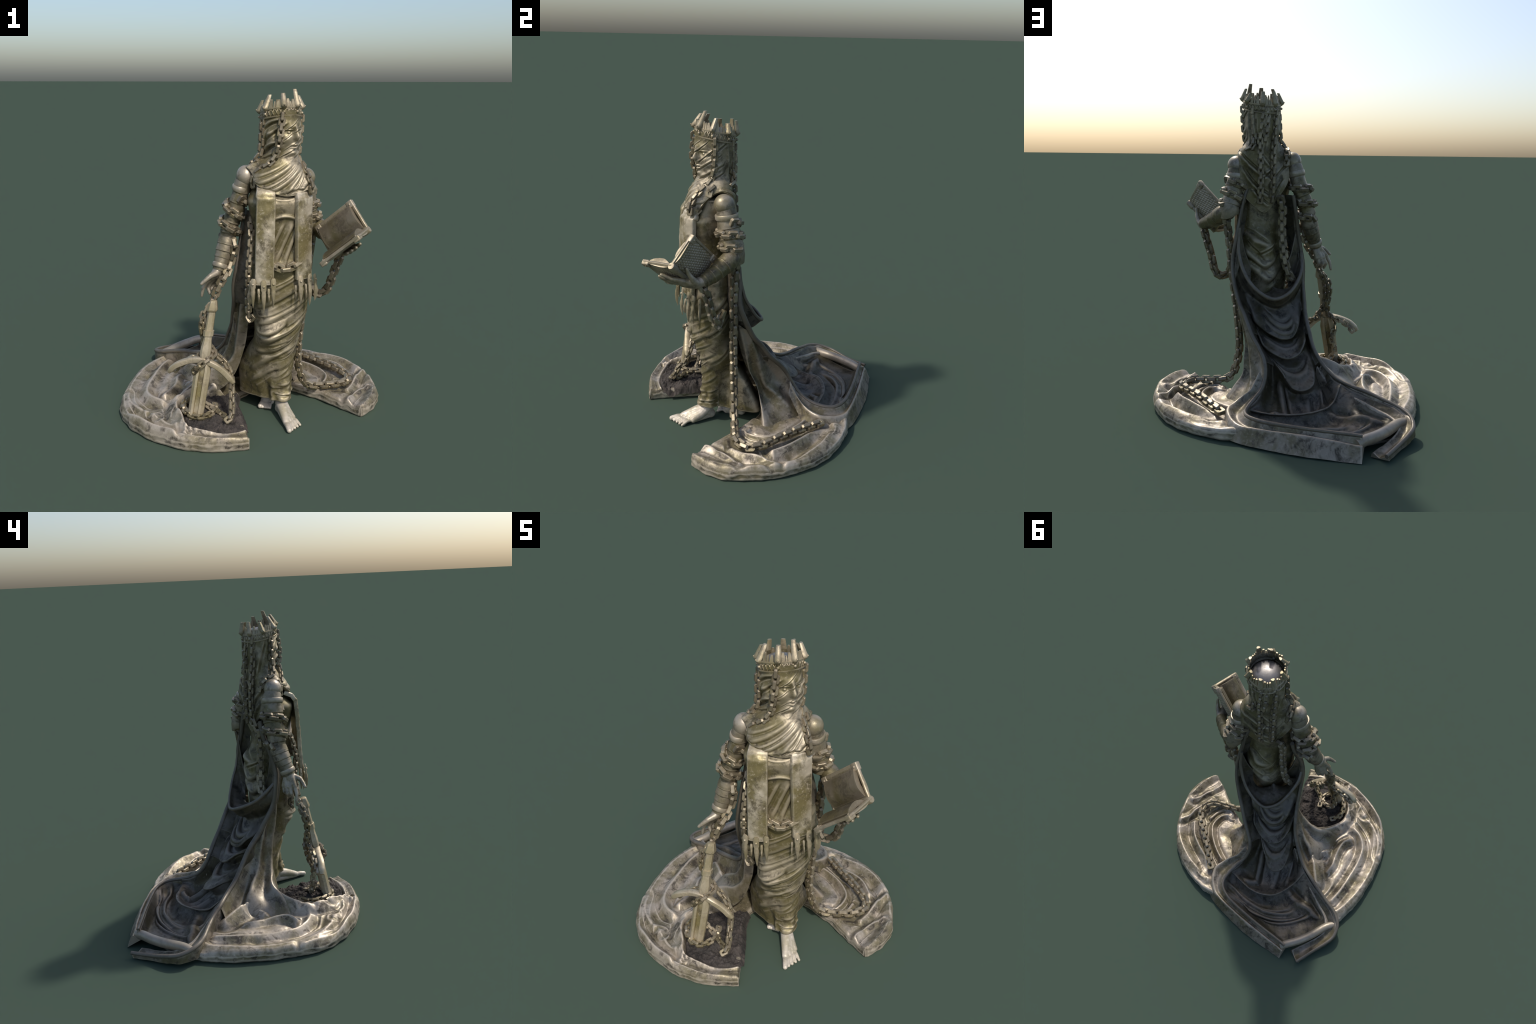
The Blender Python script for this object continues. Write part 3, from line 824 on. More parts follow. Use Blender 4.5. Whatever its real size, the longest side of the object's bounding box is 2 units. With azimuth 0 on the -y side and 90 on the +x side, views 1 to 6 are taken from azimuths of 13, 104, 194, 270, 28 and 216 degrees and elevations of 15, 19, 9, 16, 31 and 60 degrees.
# folds of the capelet: they fan from the left neck down to the right breast, and in V on the back
body = sstep(3.2, 4.0, np.broadcast_to(tpar, A.shape))
tq = np.broadcast_to(tpar, A.shape)
nv = np.gradient(HP, axis=0)
nh = np.gradient(HP, axis=1)
nn = np.cross(nh, nv)
nn /= np.linalg.norm(nn, axis=2)[..., None] + 1e-12
if (nn[nT // 2] * dn[nT // 2]).sum() < 0:
    nn = -nn
hl = (HP[..., 0] - AX[0]) * LX[0] + (HP[..., 1] - AX[1]) * LX[1]
hf = (HP[..., 0] - AX[0]) * FX[0] + (HP[..., 1] - AX[1]) * FX[1]
FAN = [(-.165, 1.522, .040, 1.620, .014, .006, .012), (-.155, 1.487, .060, 1.605, .018, .009, .016), (-.120, 1.455, .080, 1.590, .018, .005, .010), (-.070, 1.448, .092, 1.572, .014, .009, .016),
       (-.005, 1.432, .100, 1.550, .012, .008, .014), (.050, 1.445, .110, 1.525, .006, .005, .010), (.095, 1.450, .145, 1.500, .0, .008, .014), (.02, 1.44, .115, 1.455, -.01, .006, .010)]
VEE = [(-.16, 1.52, -.03, 1.37, -.01, .010, .014), (.15, 1.545, -.02, 1.405, -.01, .014, .016), (.14, 1.46, -.01, 1.30, -.014, .014, .016), (-.11, 1.40, -.035, 1.26, -.004, .010, .014),
       (.07, 1.33, -.02, 1.235, -.006, .010, .012), (.05, 1.58, -.05, 1.47, .0, .008, .010), (-.05, 1.47, .03, 1.40, .0, .009, .010)]
D2 = (ridge_lines(hl, HP[..., 2], FAN) * sstep(.0, .05, hf) + ridge_lines(hl, HP[..., 2], VEE) * sstep(.0, -.04, hf)) * body * sstep(6.0, 5.55, tq) + .002 * hw
HP = HP + nn * D2[..., None]
lipH = HP[-1] - nn[-1] * .012
lipH2 = HP[-1] * .85 + HP[-2] * .0 + V([*HC, 1.45]) * .15
g = Geo()
g.grid(np.concatenate([HP, lipH[None], lipH2[None]]), cv=True)
veil = g.put('veil', M_veil, root)

# chain-free skull dome inside the crown
g = Geo()
dome = []
for a in np.linspace(0, math.pi / 2, 24):
    aa = np.linspace(0, 2 * math.pi, 64, endpoint=False)
    dome.append(head_pt(aa, .098 * math.cos(a) + 1e-4, 1.848 + .050 * math.sin(a)))
g.grid(V(dome), cv=True, cap1=True)
g.put('skull', M_skull, root)

# ------------------------------------------------------------------- crown
CC = V([.215, -.158, 1.855])
tilt_dir = V([math.sin(math.radians(40)), -math.cos(math.radians(40)), 0])
TILT = .205


def crown_pt(az, r, h):
    """Point on the tilted crown: azimuth in degrees, radius, height over the band's middle."""
    a = math.radians(az)
    d = V([math.sin(a), -math.cos(a), 0])
    p = CC + d * r
    p[2] += TILT * (d @ tilt_dir) * r + h
    return p


crown = empty('crown', root)
azs = np.linspace(0, 360, 160, endpoint=False)
g = Geo()
band_prof = [(.104, -.028), (.113, -.028), (.117, -.026), (.118, -.020), (.115, -.018), (.111, -.016), (.111, .016), (.115, .018), (.118, .020), (.118, .026), (.114, .028), (.104, .028)]
g.grid(V([[crown_pt(a, r + .003, h) for r, h in band_prof] for a in azs]), cu=True)
g.put('crown_band', M_crown, crown, angle=40)
# lattice of slanted struts on the band
strut = Geo()
for i in range(32):
    a0 = i * 360 / 32
    for s in (-1, 1):
        p0 = crown_pt(a0 - s * 4.4, .1165, -.019)
        p1 = crown_pt(a0 + s * 4.4, .1165, .019)
        strut.grid(tube(V([p0, (p0 + p1) / 2, p1]), .0028, .0028, 8), cv=True, cap0=True, cap1=True)
strut.put('crown_lattice', M_crown, crown)
SPIKES = [  # tip, rivet at the foot
    ((.299, -.187, 1.997), 61), ((.242, -.233, 1.976), 20), ((.164, -.218, 1.966), -34), ((.114, -.163, 1.935), -78),
    ((.121, -.089, 1.939), -121), ((.178, -.049, 1.936), -162), ((.260, -.066, 1.930), 147), ((.307, -.121, 1.961), 101)]


def sphere_geo(g, c, r, n=10, m=14, squash=(1, 1, 1)):
    P = []
    for a in np.linspace(-math.pi / 2, math.pi / 2, n):
        t = np.linspace(0, 2 * math.pi, m, endpoint=False)
        P.append(np.stack([c[0] + r * squash[0] * max(math.cos(a), 1e-3) * np.cos(t), c[1] + r * squash[1] * max(math.cos(a), 1e-3) * np.sin(t), c[2] + r * squash[2] * math.sin(a) + 0 * t], -1))
    g.grid(V(P), cv=True, cap0=True, cap1=True)


for tip, az in SPIKES:
    tip = V(tip)
    foot = crown_pt(az, .124, .030)
    keel = crown_pt(az, .117, .012)
    path = V([keel, foot, foot * .6 + tip * .4, tip])
    g = Geo()
    t = V([math.cos(math.radians(az)), math.sin(math.radians(az)), 0])
    o = V([math.sin(math.radians(az)), -math.cos(math.radians(az)), 0])
    prof = [(-1, -.25), (-.9, .25), (-.55, .7), (0, .9), (.55, .7), (.9, .25), (1, -.25), (.55, -.45), (0, -.5), (-.55, -.45)]
    rr = [.005, .0175, .0165, .0118]
    P = V([[q + t * (a * r) + o * (b * r) for a, b in prof] for q, r in zip(path, rr)])
    g.grid(spline_u(P, 10), cv=True, cap0=True, cap1=True)
    g.put('crown_spike', M_crown, crown, angle=35)
    g = Geo()
    sphere_geo(g, foot + o * .0135 + V([0, 0, .006]), .0055)
    sphere_geo(g, crown_pt(az, .122, -.002), .008)
    g.put('crown_rivet', M_crown, crown)
# thin fins between the large spikes
for i in range(8):
    a0, a1 = SPIKES[i][1], SPIKES[(i + 1) % 8][1]
    d = ((a1 - a0 + 180) % 360) - 180
    for fr, hh, w in ((.30, .040, .010), (.50, .034, .005), (.70, .045, .010)):
        az = a0 + d * fr
        hh *= 1 + .12 * math.sin(i * 2.3 + fr * 9)
        b = crown_pt(az, .115, .016)
        tp = crown_pt(az, .106, .026 + hh)
        t = V([math.cos(math.radians(az)), math.sin(math.radians(az)), 0])
        o = V([math.sin(math.radians(az)), -math.cos(math.radians(az)), 0])
        P = V([[q + t * a * w * k + o * bb * .004 for a, bb in ((-1, -1), (-1, 1), (1, 1), (1, -1))] for q, k in ((b, 1), (b * .35 + tp * .65, .85), (tp, .5))])
        g = Geo()
        g.grid(P, cv=True, cap0=True, cap1=True)
        g.put('crown_fin', M_crown, crown, smooth=False)


# ------------------------------------------------------------------- chains
def link_mesh(name, L, Wd, bar, thick):
    """Chunky eight-sided link of flat bar, with slightly broken edges."""
    c = .30
    hx, hy = L / 2, Wd / 2
    outer_ = [(hx, hy * (1 - 1.15 * c)), (hx * (1 - c), hy), (-hx * (1 - c), hy), (-hx, hy * (1 - 1.15 * c)), (-hx, -hy * (1 - 1.15 * c)), (-hx * (1 - c), -hy), (hx * (1 - c), -hy), (hx, -hy * (1 - 1.15 * c))]
    ix, iy = hx - bar, hy - bar
    inn_ = [(ix, iy * .55), (ix * .62, iy), (-ix * .62, iy), (-ix, iy * .55), (-ix, -iy * .55), (-ix * .62, -iy), (ix * .62, -iy), (ix, -iy * .55)]
    h = thick / 2
    b = thick * .12
    prof = []
    for (ox, oy), (px, py) in zip(outer_, inn_):
        o = V([ox, oy]); i_ = V([px, py]); d = (i_ - o); d = d / np.linalg.norm(d)
        prof.append([(*(o + d * b), -h), (*o, -h + b), (*o, h - b), (*(o + d * b), h), (*(i_ - d * b), h), (*i_, h - b), (*i_, -h + b), (*(i_ - d * b), -h)])
    g = Geo()
    g.grid(V(prof), cu=True, cv=True)
    me = bpy.data.meshes.new(name)
    me.from_pydata([tuple(map(float, v)) for v in g.v], [], g.f)
    bm = bmesh.new(); bm.from_mesh(me); bmesh.ops.recalc_face_normals(bm, faces=bm.faces); bm.to_mesh(me); bm.free()
    me.materials.append(M_iron)
    return me


BIG = link_mesh('large_link', .061, .053, .0195, .0225)
SMALL = link_mesh('small_link', .049, .040, .0148, .0170)
PITCH = {'big': .0365, 'small': .0302}
n_links = 0


def chain(pts, size='big', normal=(0, 0, 1), roll=0., name='chain', flip=0, parent=None, tangled=False):
    """Interlocked links along a path; neighbours are turned by a quarter."""
    global n_links
    path = spline(pts, 400)
    s = np.r_[0, np.cumsum(np.linalg.norm(np.diff(path, axis=0), axis=1))]
    n = max(2, int(round(s[-1] / PITCH[size])))
    holder = None if tangled else empty(name, parent or root)
    heap = Geo()
    for i in range(n):
        t = (i + .5) / n * s[-1]
        c = V([np.interp(t, s, path[:, k]) for k in range(3)])
        h = PITCH[size] * .6
        a = V([np.interp(max(t - h, 0), s, path[:, k]) for k in range(3)])
        b = V([np.interp(min(t + h, s[-1]), s, path[:, k]) for k in range(3)])
        x = Vector(b - a).normalized()
        up = Vector(normal(c) if callable(normal) else normal)
        y = up.cross(x)
        if y.length < 1e-3:
            y = Vector((1, 0, 0)).cross(x)
        y.normalize()
        zz = x.cross(y)
        R = Matrix((x, y, zz)).transposed().to_4x4()
        ang = roll + (math.pi / 2 if (i + flip) % 2 else 0) + random.uniform(-.16, .16)
        M4 = Matrix.Translation(Vector(c)) @ R @ Matrix.Rotation(ang, 4, 'X')
        me = BIG if size == 'big' else SMALL
        if tangled:
            off = len(heap.v)
            heap.v += [V(M4 @ q.co) for q in me.vertices]
            heap.f += [tuple(off + k for k in p.vertices) for p in me.polygons]
            continue
        ob = bpy.data.objects.new('chain_link', me)
        bpy.context.scene.collection.objects.link(ob)
        ob.matrix_world = M4
        ob.parent = holder
        n_links += 1
    if tangled:
        holder = heap.put('tangled_chain', M_iron, parent or root, smooth=False)
        holder['kind'] = 'stuff'
    return holder


def radial(cx, cy):
    return lambda c: (c[0] - cx, c[1] - cy, 0.05)


hr = radial(*HC)


def hug(pts, d=.013):
    """Sink a hanging strand a little into the veil."""
    out = []
    for p in pts:
        v = V(p[:2]) - HC
        q = V(p[:2]) - v / np.linalg.norm(v) * d
        out.append((q[0], q[1], p[2]))
    return out


# strands hanging from the crown round the head
chain(hug([(.252, -.288, 1.865), (.248, -.293, 1.808), (.244, -.302, 1.755), (.233, -.302, 1.695), (.215, -.293, 1.641), (.184, -.302, 1.598), (.134, -.300, 1.565), (.095, -.298, 1.535), (.075, -.290, 1.49), (.078, -.295, 1.455)]), 'small', hr, flip=1)
chain(hug([(.341, -.118, 1.850), (.339, -.119, 1.796), (.337, -.122, 1.743), (.332, -.128, 1.681), (.330, -.148, 1.620), (.350, -.180, 1.577), (.386, -.215, 1.540), (.415, -.245, 1.490), (.428, -.250, 1.43)]), 'small', hr, flip=1)
chain(hug([(.243, -.045, 1.835), (.240, -.045, 1.766), (.240, -.046, 1.716), (.238, -.043, 1.657), (.242, -.030, 1.605), (.288, -.045, 1.582), (.327, -.095, 1.580), (.358, -.138, 1.568), (.372, -.150, 1.530)]), 'small', hr, flip=1)
chain(hug([(.165, -.050, 1.835), (.180, -.045, 1.76), (.192, -.044, 1.68), (.192, -.042, 1.60), (.186, -.036, 1.485), (.185, -.034, 1.37), (.192, -.038, 1.255)]), 'small', hr, flip=0)
chain(hug([(.103, -.110, 1.83), (.106, -.105, 1.759), (.110, -.100, 1.668), (.110, -.088, 1.569), (.110, -.080, 1.47), (.113, -.078, 1.369), (.122, -.085, 1.26)]), 'small', hr, flip=1)
chain(hug([(.119, -.240, 1.835), (.115, -.240, 1.787), (.112, -.240, 1.736), (.108, -.238, 1.68), (.100, -.245, 1.630), (.066, -.245, 1.592), (.046, -.200, 1.572), (.036, -.165, 1.545), (.036, -.148, 1.490)]), 'small', hr, flip=0)
chain(hug([(.150, -.070, 1.835), (.148, -.060, 1.77), (.152, -.052, 1.70), (.160, -.050, 1.64)]), 'small', hr, flip=1)
# long heavy chain from the left elbow to the floor, and along it
chain([(.392, .030, 1.17), (.389, .022, 1.134), (.382, .010, 1.054), (.373, .005, .964), (.366, .0, .873), (.358, -.002, .781), (.346, -.005, .685), (.334, -.010, .58), (.322, -.012, .446), (.318, -.012, .293), (.352, .0, .150), (.40, .018, .105), (.445, .034, .100), (.494, .050, .100), (.56, .075, .103), (.603, .105, .105), (.632, .165, .102), (.618, .22, .108), (.58, .268, .110), (.527, .310, .114), (.46, .362, .114), (.377, .428, .108), (.31, .487, .102), (.245, .545, .098)], 'big', (.5, -.2, .9), roll=.1)
# loop under the left hand
chain([(.60, -.115, 1.085), (.578, -.098, 1.03), (.561, -.091, .982), (.540, -.087, .92), (.522, -.079, .86), (.502, -.062, .81), (.465, -.060, .775), (.42, -.075, .785), (.385, -.06, .84)], 'big', (.2, -.9, .1), roll=.6)
# chain inside the cloak at the back, and beside the right stole
chain([(.075, -.10, 1.29), (.064, -.125, 1.217), (.070, -.135, 1.109), (.062, -.130, .994), (.045, -.125, .88), (.012, -.135, .778), (-.01, -.17, .76)], 'big', (-.5, .8, 0), roll=.5)
chain([(.06, -.25, 1.26), (.085, -.335, 1.18), (.084, -.365, 1.074), (.080, -.375, .997), (.074, -.362, .894), (.070, -.350, .803), (.068, -.332, .715), (.075, -.335, .665), (.10, -.345, .69)], 'small', (-.6, -.6, 0), roll=.3)
# girdle links
chain([(.175, -.345, 1.045), (.235, -.360, 1.018), (.285, -.352, 1.000), (.335, -.320, 1.015), (.38, -.27, 1.045)], 'big', (.37, -.93, 0), roll=.0)

# ------------------------------------------------------------------- stole
def stole(top_a, top_b, bot_a, bot_b, shoulder_a, shoulder_b, thick=.028):
    """Flat heavy band falling from the shoulder, rounded where it turns over the breast."""
    def fall(sh, tp, bt):
        sh, tp, bt = V(sh, float), V(tp, float), V(bt, float)
        fx = np.r_[FX, 0]
        return spline([sh, sh * .4 + tp * .6 + V([0, 0, .006]), tp - fx * .016 + V([0, 0, -.001]), tp - fx * .003 - V([0, 0, .014]), tp - V([0, 0, .04]), tp * .7 + bt * .3, tp * .3 + bt * .7, bt], 110)
    pathA, pathB = fall(shoulder_a, top_a, bot_a), fall(shoulder_b, top_b, bot_b)
    cross = np.linspace(0, 1, 22)
    outer_s, inner_s = [], []
    for a, b, i in zip(pathA, pathB, range(110)):
        row = a[None] * (1 - cross[:, None]) + b[None] * cross[:, None]
        bulge = .010 * np.sin(math.pi * cross) + .0
        row[:, :2] += FX * bulge[:, None]
        outer_s.append(row)
    O = V(outer_s)
    nv_, nh_ = np.gradient(O, axis=0), np.gradient(O, axis=1)
    n_ = np.cross(nh_, nv_)
    n_ /= np.linalg.norm(n_, axis=2)[..., None]
    if n_[80, 10, :2] @ FX < 0:
        n_ = -n_
    O = O + n_ * (.0022 * fnoise(O, 22, 1.5).reshape(O.shape[:2]))[..., None]
    I = O - n_ * thick
    ed = .008
    Oe = O.copy()
    ring = np.concatenate([(O - n_ * ed)[:, :1], O[:, 1:-1], (O - n_ * ed)[:, -1:], I[:, ::-1]], 1)
    return ring


g = Geo()
g.grid(stole((.128, -.402, 1.428), (.238, -.370, 1.420), (.127, -.432, .915), (.236, -.396, .915), (.112, -.315, 1.477), (.215, -.300, 1.455)), cv=True, cap0=True, cap1=True)
g.put('stole', M_stole, root, angle=55)
g = Geo()
g.grid(stole((.352, -.334, 1.412), (.424, -.226, 1.412), (.354, -.330, .930), (.430, -.240, .930), (.320, -.270, 1.452), (.370, -.20, 1.462)), cv=True, cap0=True, cap1=True)
g.put('stole', M_stole, root, angle=55)
def claw(top, length, w, out, small=False):
    """Riveted metal claw hanging from the stole's hem."""
    top = V(top)
    out = V([*out, 0.]); out /= np.linalg.norm(out)
    side = V([-out[1], out[0], 0])
    prof = [(.0, .55, .35), (.06, 1., .5), (.30, 1., .55), (.36, .72, .5), (.46, .86, .8), (.62, .72, .95), (.85, .40, .7), (1., .10, .15)]
    rows_ = []
    for t, ww, dd in prof:
        c = top - V([0, 0, length * t]) + out * (.004 + .006 * math.sin(t * 2.2))
        rows_.append([c + side * (a * w * ww) + out * (b * .016 * dd) for a, b in ((-1, -.3), (-.9, .5), (-.3, .9), (.3, .9), (.9, .5), (1, -.3))])
    gg = Geo()
    gg.grid(V(rows_), cv=True, cap0=True, cap1=True)
    if not small:
        sphere_geo(gg, top - V([0, 0, length * .19]) + out * .013, w * .5, 8, 12)
        sphere_geo(gg, top - V([0, 0, length * .52]) + out * .017, w * .28, 6, 8)
    gg.put('stole_claw', M_crown, root, angle=40)


fr = tuple(FX)
claw((.122, -.436, .955), .175, .0155, (.0, -1))
claw((.178, -.422, .945), .195, .0165, fr)
claw((.230, -.403, .955), .175, .0155, fr)
claw((.150, -.428, .895), .085, .008, fr, True)
claw((.205, -.412, .895), .090, .008, fr, True)
claw((.102, -.405, .930), .15, .0110, (-.9, -.45))
claw((.372, -.312, .955), .175, .0165, (.5, -.86))
claw((.415, -.258, .955), .195, .0165, (.75, -.66))
claw((.397, -.285, .900), .095, .0065, (.6, -.8), True)
claw((.438, -.222, .945), .165, .013, (.95, -.3))
claw((.347, -.325, .90), .09, .006, (.3, -.95), True)
claw((.436, -.185, .925), .15, .010, (1, 0))

# -------------------------------------------------------------------- arms
def arm_loft(name, pts, ra, rb, mat, up=(0, 1, 0), n=110, wraps=(), segs=40):
    path = spline(pts, n)
    s = np.linspace(0, 1, n)
    xa = np.interp(s, np.linspace(0, 1, len(ra)), ra)
    xb = np.interp(s, np.linspace(0, 1, len(rb)), rb)
    for c, w, h in wraps:            # overlapping turns of cloth or plate
        x = (s - c) / w
        ridge = np.where((x > -1) & (x < 1), (.5 + .5 * x) ** .6 * h * sstep(1., .8, x), 0)
        xa = xa + ridge
        xb = xb + ridge
    P = tube(path, xa, xb, segs, up=up)
    P = P + (.0016 * fnoise(P, 25, 2).reshape(P.shape[:2]))[..., None] * V([1., 1., .3])
    gg = Geo()
    gg.grid(P, cv=True, cap0=True, cap1=True)
    return gg.put(name, mat, root, angle=50)


def ball(name, c, r, mat, parent=None, squash=(1, 1, 1)):
    gg = Geo()
    sphere_geo(gg, c, r, 28, 40, squash)
    return gg.put(name, mat, parent or root)


def band(name, c, axis, r1, r2, h, mat, side=(0, 1, 0), thick=.010):
    """Flat ring round a limb."""
    c, axis = V(c), V(axis, float)
    axis /= np.linalg.norm(axis)
    s = np.cross(axis, V(side, float)); s /= np.linalg.norm(s)
    k = np.cross(s, axis)
    a = np.linspace(0, 2 * math.pi, 56, endpoint=False)
    prof = [(-.012, -h / 2), (thick * .7, -h / 2), (thick, -h / 2 + .004), (thick, h / 2 - .004), (thick * .7, h / 2), (-.012, h / 2)]
    P = V([[c + s * (r1 + o) * math.cos(t) + k * (r2 + o) * math.sin(t) + axis * hh for o, hh in prof] for t in a])
    gg = Geo()
    gg.grid(P, cu=True)
    return gg.put(name, mat, root, angle=45)


# right arm, hanging
ball('shoulder', (.028, -.231, 1.508), .059, M_skin, squash=(.95, 1.0, 1.08))
arm_loft('upper_arm', [(.018, -.228, 1.49), (.0, -.225, 1.43), (-.018, -.226, 1.36), (-.042, -.230, 1.29), (-.064, -.240, 1.22), (-.080, -.250, 1.15)], [.049, .046, .046, .045, .045, .045], [.054, .062, .064, .062, .057, .052], M_arm, up=(0, 1, 0),
         wraps=[(.12, .10, .006), (.30, .11, .006), (.48, .10, .006), (.66, .11, .007), (.84, .11, .007)])
arm_loft('forearm', [(-.074, -.245, 1.175), (-.083, -.255, 1.12), (-.095, -.275, 1.06), (-.108, -.300, 1.0), (-.118, -.318, .955)], [.046, .051, .049, .042, .037], [.050, .056, .054, .047, .040], M_arm, up=(0, 1, 0),
         wraps=[(.22, .12, .005), (.42, .11, .005), (.60, .1, .004), (.78, .1, .004)])
band('arm_band', (-.002, -.226, 1.437), (-.22, 0, -1), .042, .060, .032, M_skin)
band('wrist_band', (-.113, -.308, .982), (-.2, -.4, -.9), .036, .041, .028, M_skin)
# chain wound about the right upper arm
def helix(c_pts, r, turns, s0, s1, start, n=60, rz=1.2):
    path = spline(c_pts, n)
    t, s, k = frames(path, up=(0, 1, 0))
    out = []
    for i in range(n):
        u = i / (n - 1)
        if u < s0 or u > s1:
            continue
        a = start + (u - s0) / (s1 - s0) * turns * 2 * math.pi
        out.append(path[i] + s[i] * r * math.cos(a) + k[i] * r * rz * math.sin(a))
    return out


armR = [(.018, -.228, 1.49), (.0, -.225, 1.43), (-.025, -.226, 1.36), (-.048, -.232, 1.29), (-.066, -.240, 1.22), (-.080, -.248, 1.15)]
def about_arm(c):
    t_ = np.clip((1.49 - c[2]) / .34, 0, 1)
    ctr_ = V(armR[0]) * (1 - t_) + V(armR[-1]) * t_
    return tuple(c - ctr_)
hx1 = helix(armR, .053, 2.6, .30, 1.0, -1.2, n=90, rz=1.30)
chain(hx1[::4], 'big', about_arm, roll=.3)
chain([hx1[-1], (-.035, -.275, 1.12), (-.030, -.290, 1.08), (-.045, -.278, 1.03), (-.058, -.288, .985), (-.068, -.318, .945), (-.088, -.352, .905), (-.112, -.356, .860), (-.128, -.368, .815)], 'big', (.6, -.6, .0), roll=.4)


def hand(name, parts, voxel=.0045):
    gg = Geo()
    for pts, radii in parts:
        bones(gg, pts, radii)
    ob = gg.put(name, M_skin, root)
    remesh(ob, voxel, 3)
    return ob


hand('hand', [
    ([(-.118, -.318, .965), (-.135, -.325, .93)], [.033, .030]),
    ([(-.135, -.335, .935), (-.178, -.350, .893)], [.026, .017]),
    ([(-.130, -.320, .930), (-.165, -.320, .885)], [.026, .018]),
    ([(-.125, -.305, .930), (-.150, -.295, .882)], [.025, .018]),
    ([(-.120, -.295, .930), (-.132, -.278, .885)], [.022, .016]),
    ([(-.125, -.345, .945), (-.150, -.385, .935), (-.175, -.403, .912), (-.195, -.414, .893)], [.021, .016, .013, .010]),
    ([(-.180, -.350, .890), (-.203, -.358, .85), (-.214, -.357, .80)], [.015, .012, .009]),
    ([(-.165, -.320, .885), (-.185, -.325, .845), (-.170, -.335, .812)], [.0155, .013, .010]),
    ([(-.150, -.295, .882), (-.168, -.300, .842), (-.150, -.315, .815)], [.0155, .013, .010]),
    ([(-.132, -.278, .884), (-.148, -.280, .850), (-.132, -.298, .828)], [.014, .0115, .009]),
])

# left arm, bent to hold the book
ball('shoulder', (.350, -.062, 1.487), .059, M_skin)
arm_loft('upper_arm', [(.350, -.058, 1.48), (.352, -.046, 1.42), (.356, -.032, 1.35), (.364, -.015, 1.28), (.375, .0, 1.22), (.390, .008, 1.18)], [.048, .052, .053, .054, .058, .045], [.048, .056, .060, .060, .062, .045], M_arm, up=(0, 1, 0),
         wraps=[(.15, .10, .006), (.33, .10, .007), (.52, .11, .007), (.7, .11, .007)])
arm_loft('forearm', [(.375, .015, 1.20), (.42, .0, 1.185), (.47, -.03, 1.155), (.53, -.066, 1.125), (.60, -.112, 1.10)], [.050, .052, .046, .042, .034], [.050, .052, .046, .042, .034], M_arm, up=(0, 0, 1),
         wraps=[(.28, .14, .006), (.50, .12, .005), (.68, .1, .004), (.85, .1, .004)])
band('arm_band', (.353, -.047, 1.418), (0, .12, -1), .051, .058, .032, M_skin)
g = Geo()   # pointed elbow cuff
cuff = V([[(.376 + .062 * math.cos(t) * k, .004 + .062 * math.sin(t) * k, zz - dz * max(0, math.sin(t + .4))) for t in np.linspace(0, 2 * math.pi, 40, endpoint=False)] for k, zz, dz in ((.80, 1.27, 0), (.95, 1.25, .0), (1.04, 1.21, .01), (1.0, 1.185, .03), (.85, 1.18, .03))])
g.grid(cuff, cv=True)
g.put('elbow_cuff', M_arm, root, angle=45)
armL = [(.350, -.058, 1.48), (.352, -.046, 1.42), (.356, -.032, 1.35), (.364, -.015, 1.28), (.375, .0, 1.22)]
hx2 = helix(armL, .060, 2.2, .35, 1.0, .6, n=80, rz=1.05)
chain(hx2[::4], 'big', lambda c: (c[0] - .378, c[1] + .025, 0), roll=.3)
hand('hand', [
    ([(.590, -.105, 1.105), (.615, -.135, 1.095)], [.032, .030]),
    ([(.615, -.135, 1.095), (.640, -.190, 1.105)], [.030, .026]),
    ([(.605, -.150, 1.085), (.620, -.215, 1.088)], [.028, .022]),
    ([(.630, -.13, 1.105), (.655, -.150, 1.140), (.664, -.166, 1.170), (.668, -.172, 1.195)], [.020, .015, .012, .009]),
    ([(.655, -.195, 1.115), (.685, -.255, 1.135), (.705, -.305, 1.160)], [.016, .014, .010]),
    ([(.645, -.205, 1.105), (.668, -.270, 1.118), (.685, -.325, 1.142)], [.016, .014, .010]),
    ([(.630, -.215, 1.095), (.648, -.280, 1.104), (.662, -.330, 1.125)], [.016, .014, .010]),
    ([(.612, -.215, 1.085), (.625, -.270, 1.088), (.638, -.315, 1.105)], [.014, .012, .009]),
])

# -------------------------------------------------------------------- book
book = empty('book', root)
A_ = V([.632, -.150, 1.372]); B_ = V([.742, -.228, 1.228]); C_ = V([.700, -.408, 1.220])
sdir = V([-.73, .20, -.655]); sdir /= np.linalg.norm(sdir)
BL = .275


def plate(name, corner_prof, mat, bow=0., thick=.014, u0=0., u1=1., nu=24, parent=book, normal=None, rough_amt=0.):
    """A slab ruled along the spine direction over a profile line."""
    prof = spline(corner_prof, 26)
    d = np.gradient(prof, axis=0)
    n_ = np.cross(d, sdir)
    n_ /= np.linalg.norm(n_, axis=1)[:, None]
    if normal is not None and n_[13] @ normal < 0:
        n_ = -n_
    us = np.linspace(u0, u1, nu) * BL
    T = V([[p + sdir * u for p in prof] for u in us])
    Bt = V([[p + sdir * u - q * thick for p, q in zip(prof, n_)] for u in us])
    ring = np.concatenate([T, Bt[:, ::-1]], 1)
    gg = Geo()
    gg.grid(ring, cv=True, cap0=True, cap1=True)
    return gg.put(name, mat, parent, angle=40), T, n_


nu_up = np.cross(B_ - A_, sdir); nu_up /= np.linalg.norm(nu_up)
if nu_up @ (C_ - A_) < 0: nu_up = -nu_up            # towards the inside of the book
nu_lo = np.cross(C_ - B_, sdir); nu_lo /= np.linalg.norm(nu_lo)
if nu_lo @ (A_ - B_) < 0: nu_lo = -nu_lo
upc = [A_, A_ * .7 + B_ * .3 - nu_up * .010, A_ * .3 + B_ * .7 - nu_up * .014, B_ * .97 + A_ * .03]
loc_ = [B_ * .97 + C_ * .03, B_ * .7 + C_ * .3 - nu_lo * .014, B_ * .3 + C_ * .7 - nu_lo * .008, C_]
c1_, Tu, nu1 = plate('book_cover', upc, M_book, normal=-nu_up)
c2_, Tl, nl1 = plate('book_cover', loc_, M_book, normal=-nu_lo)
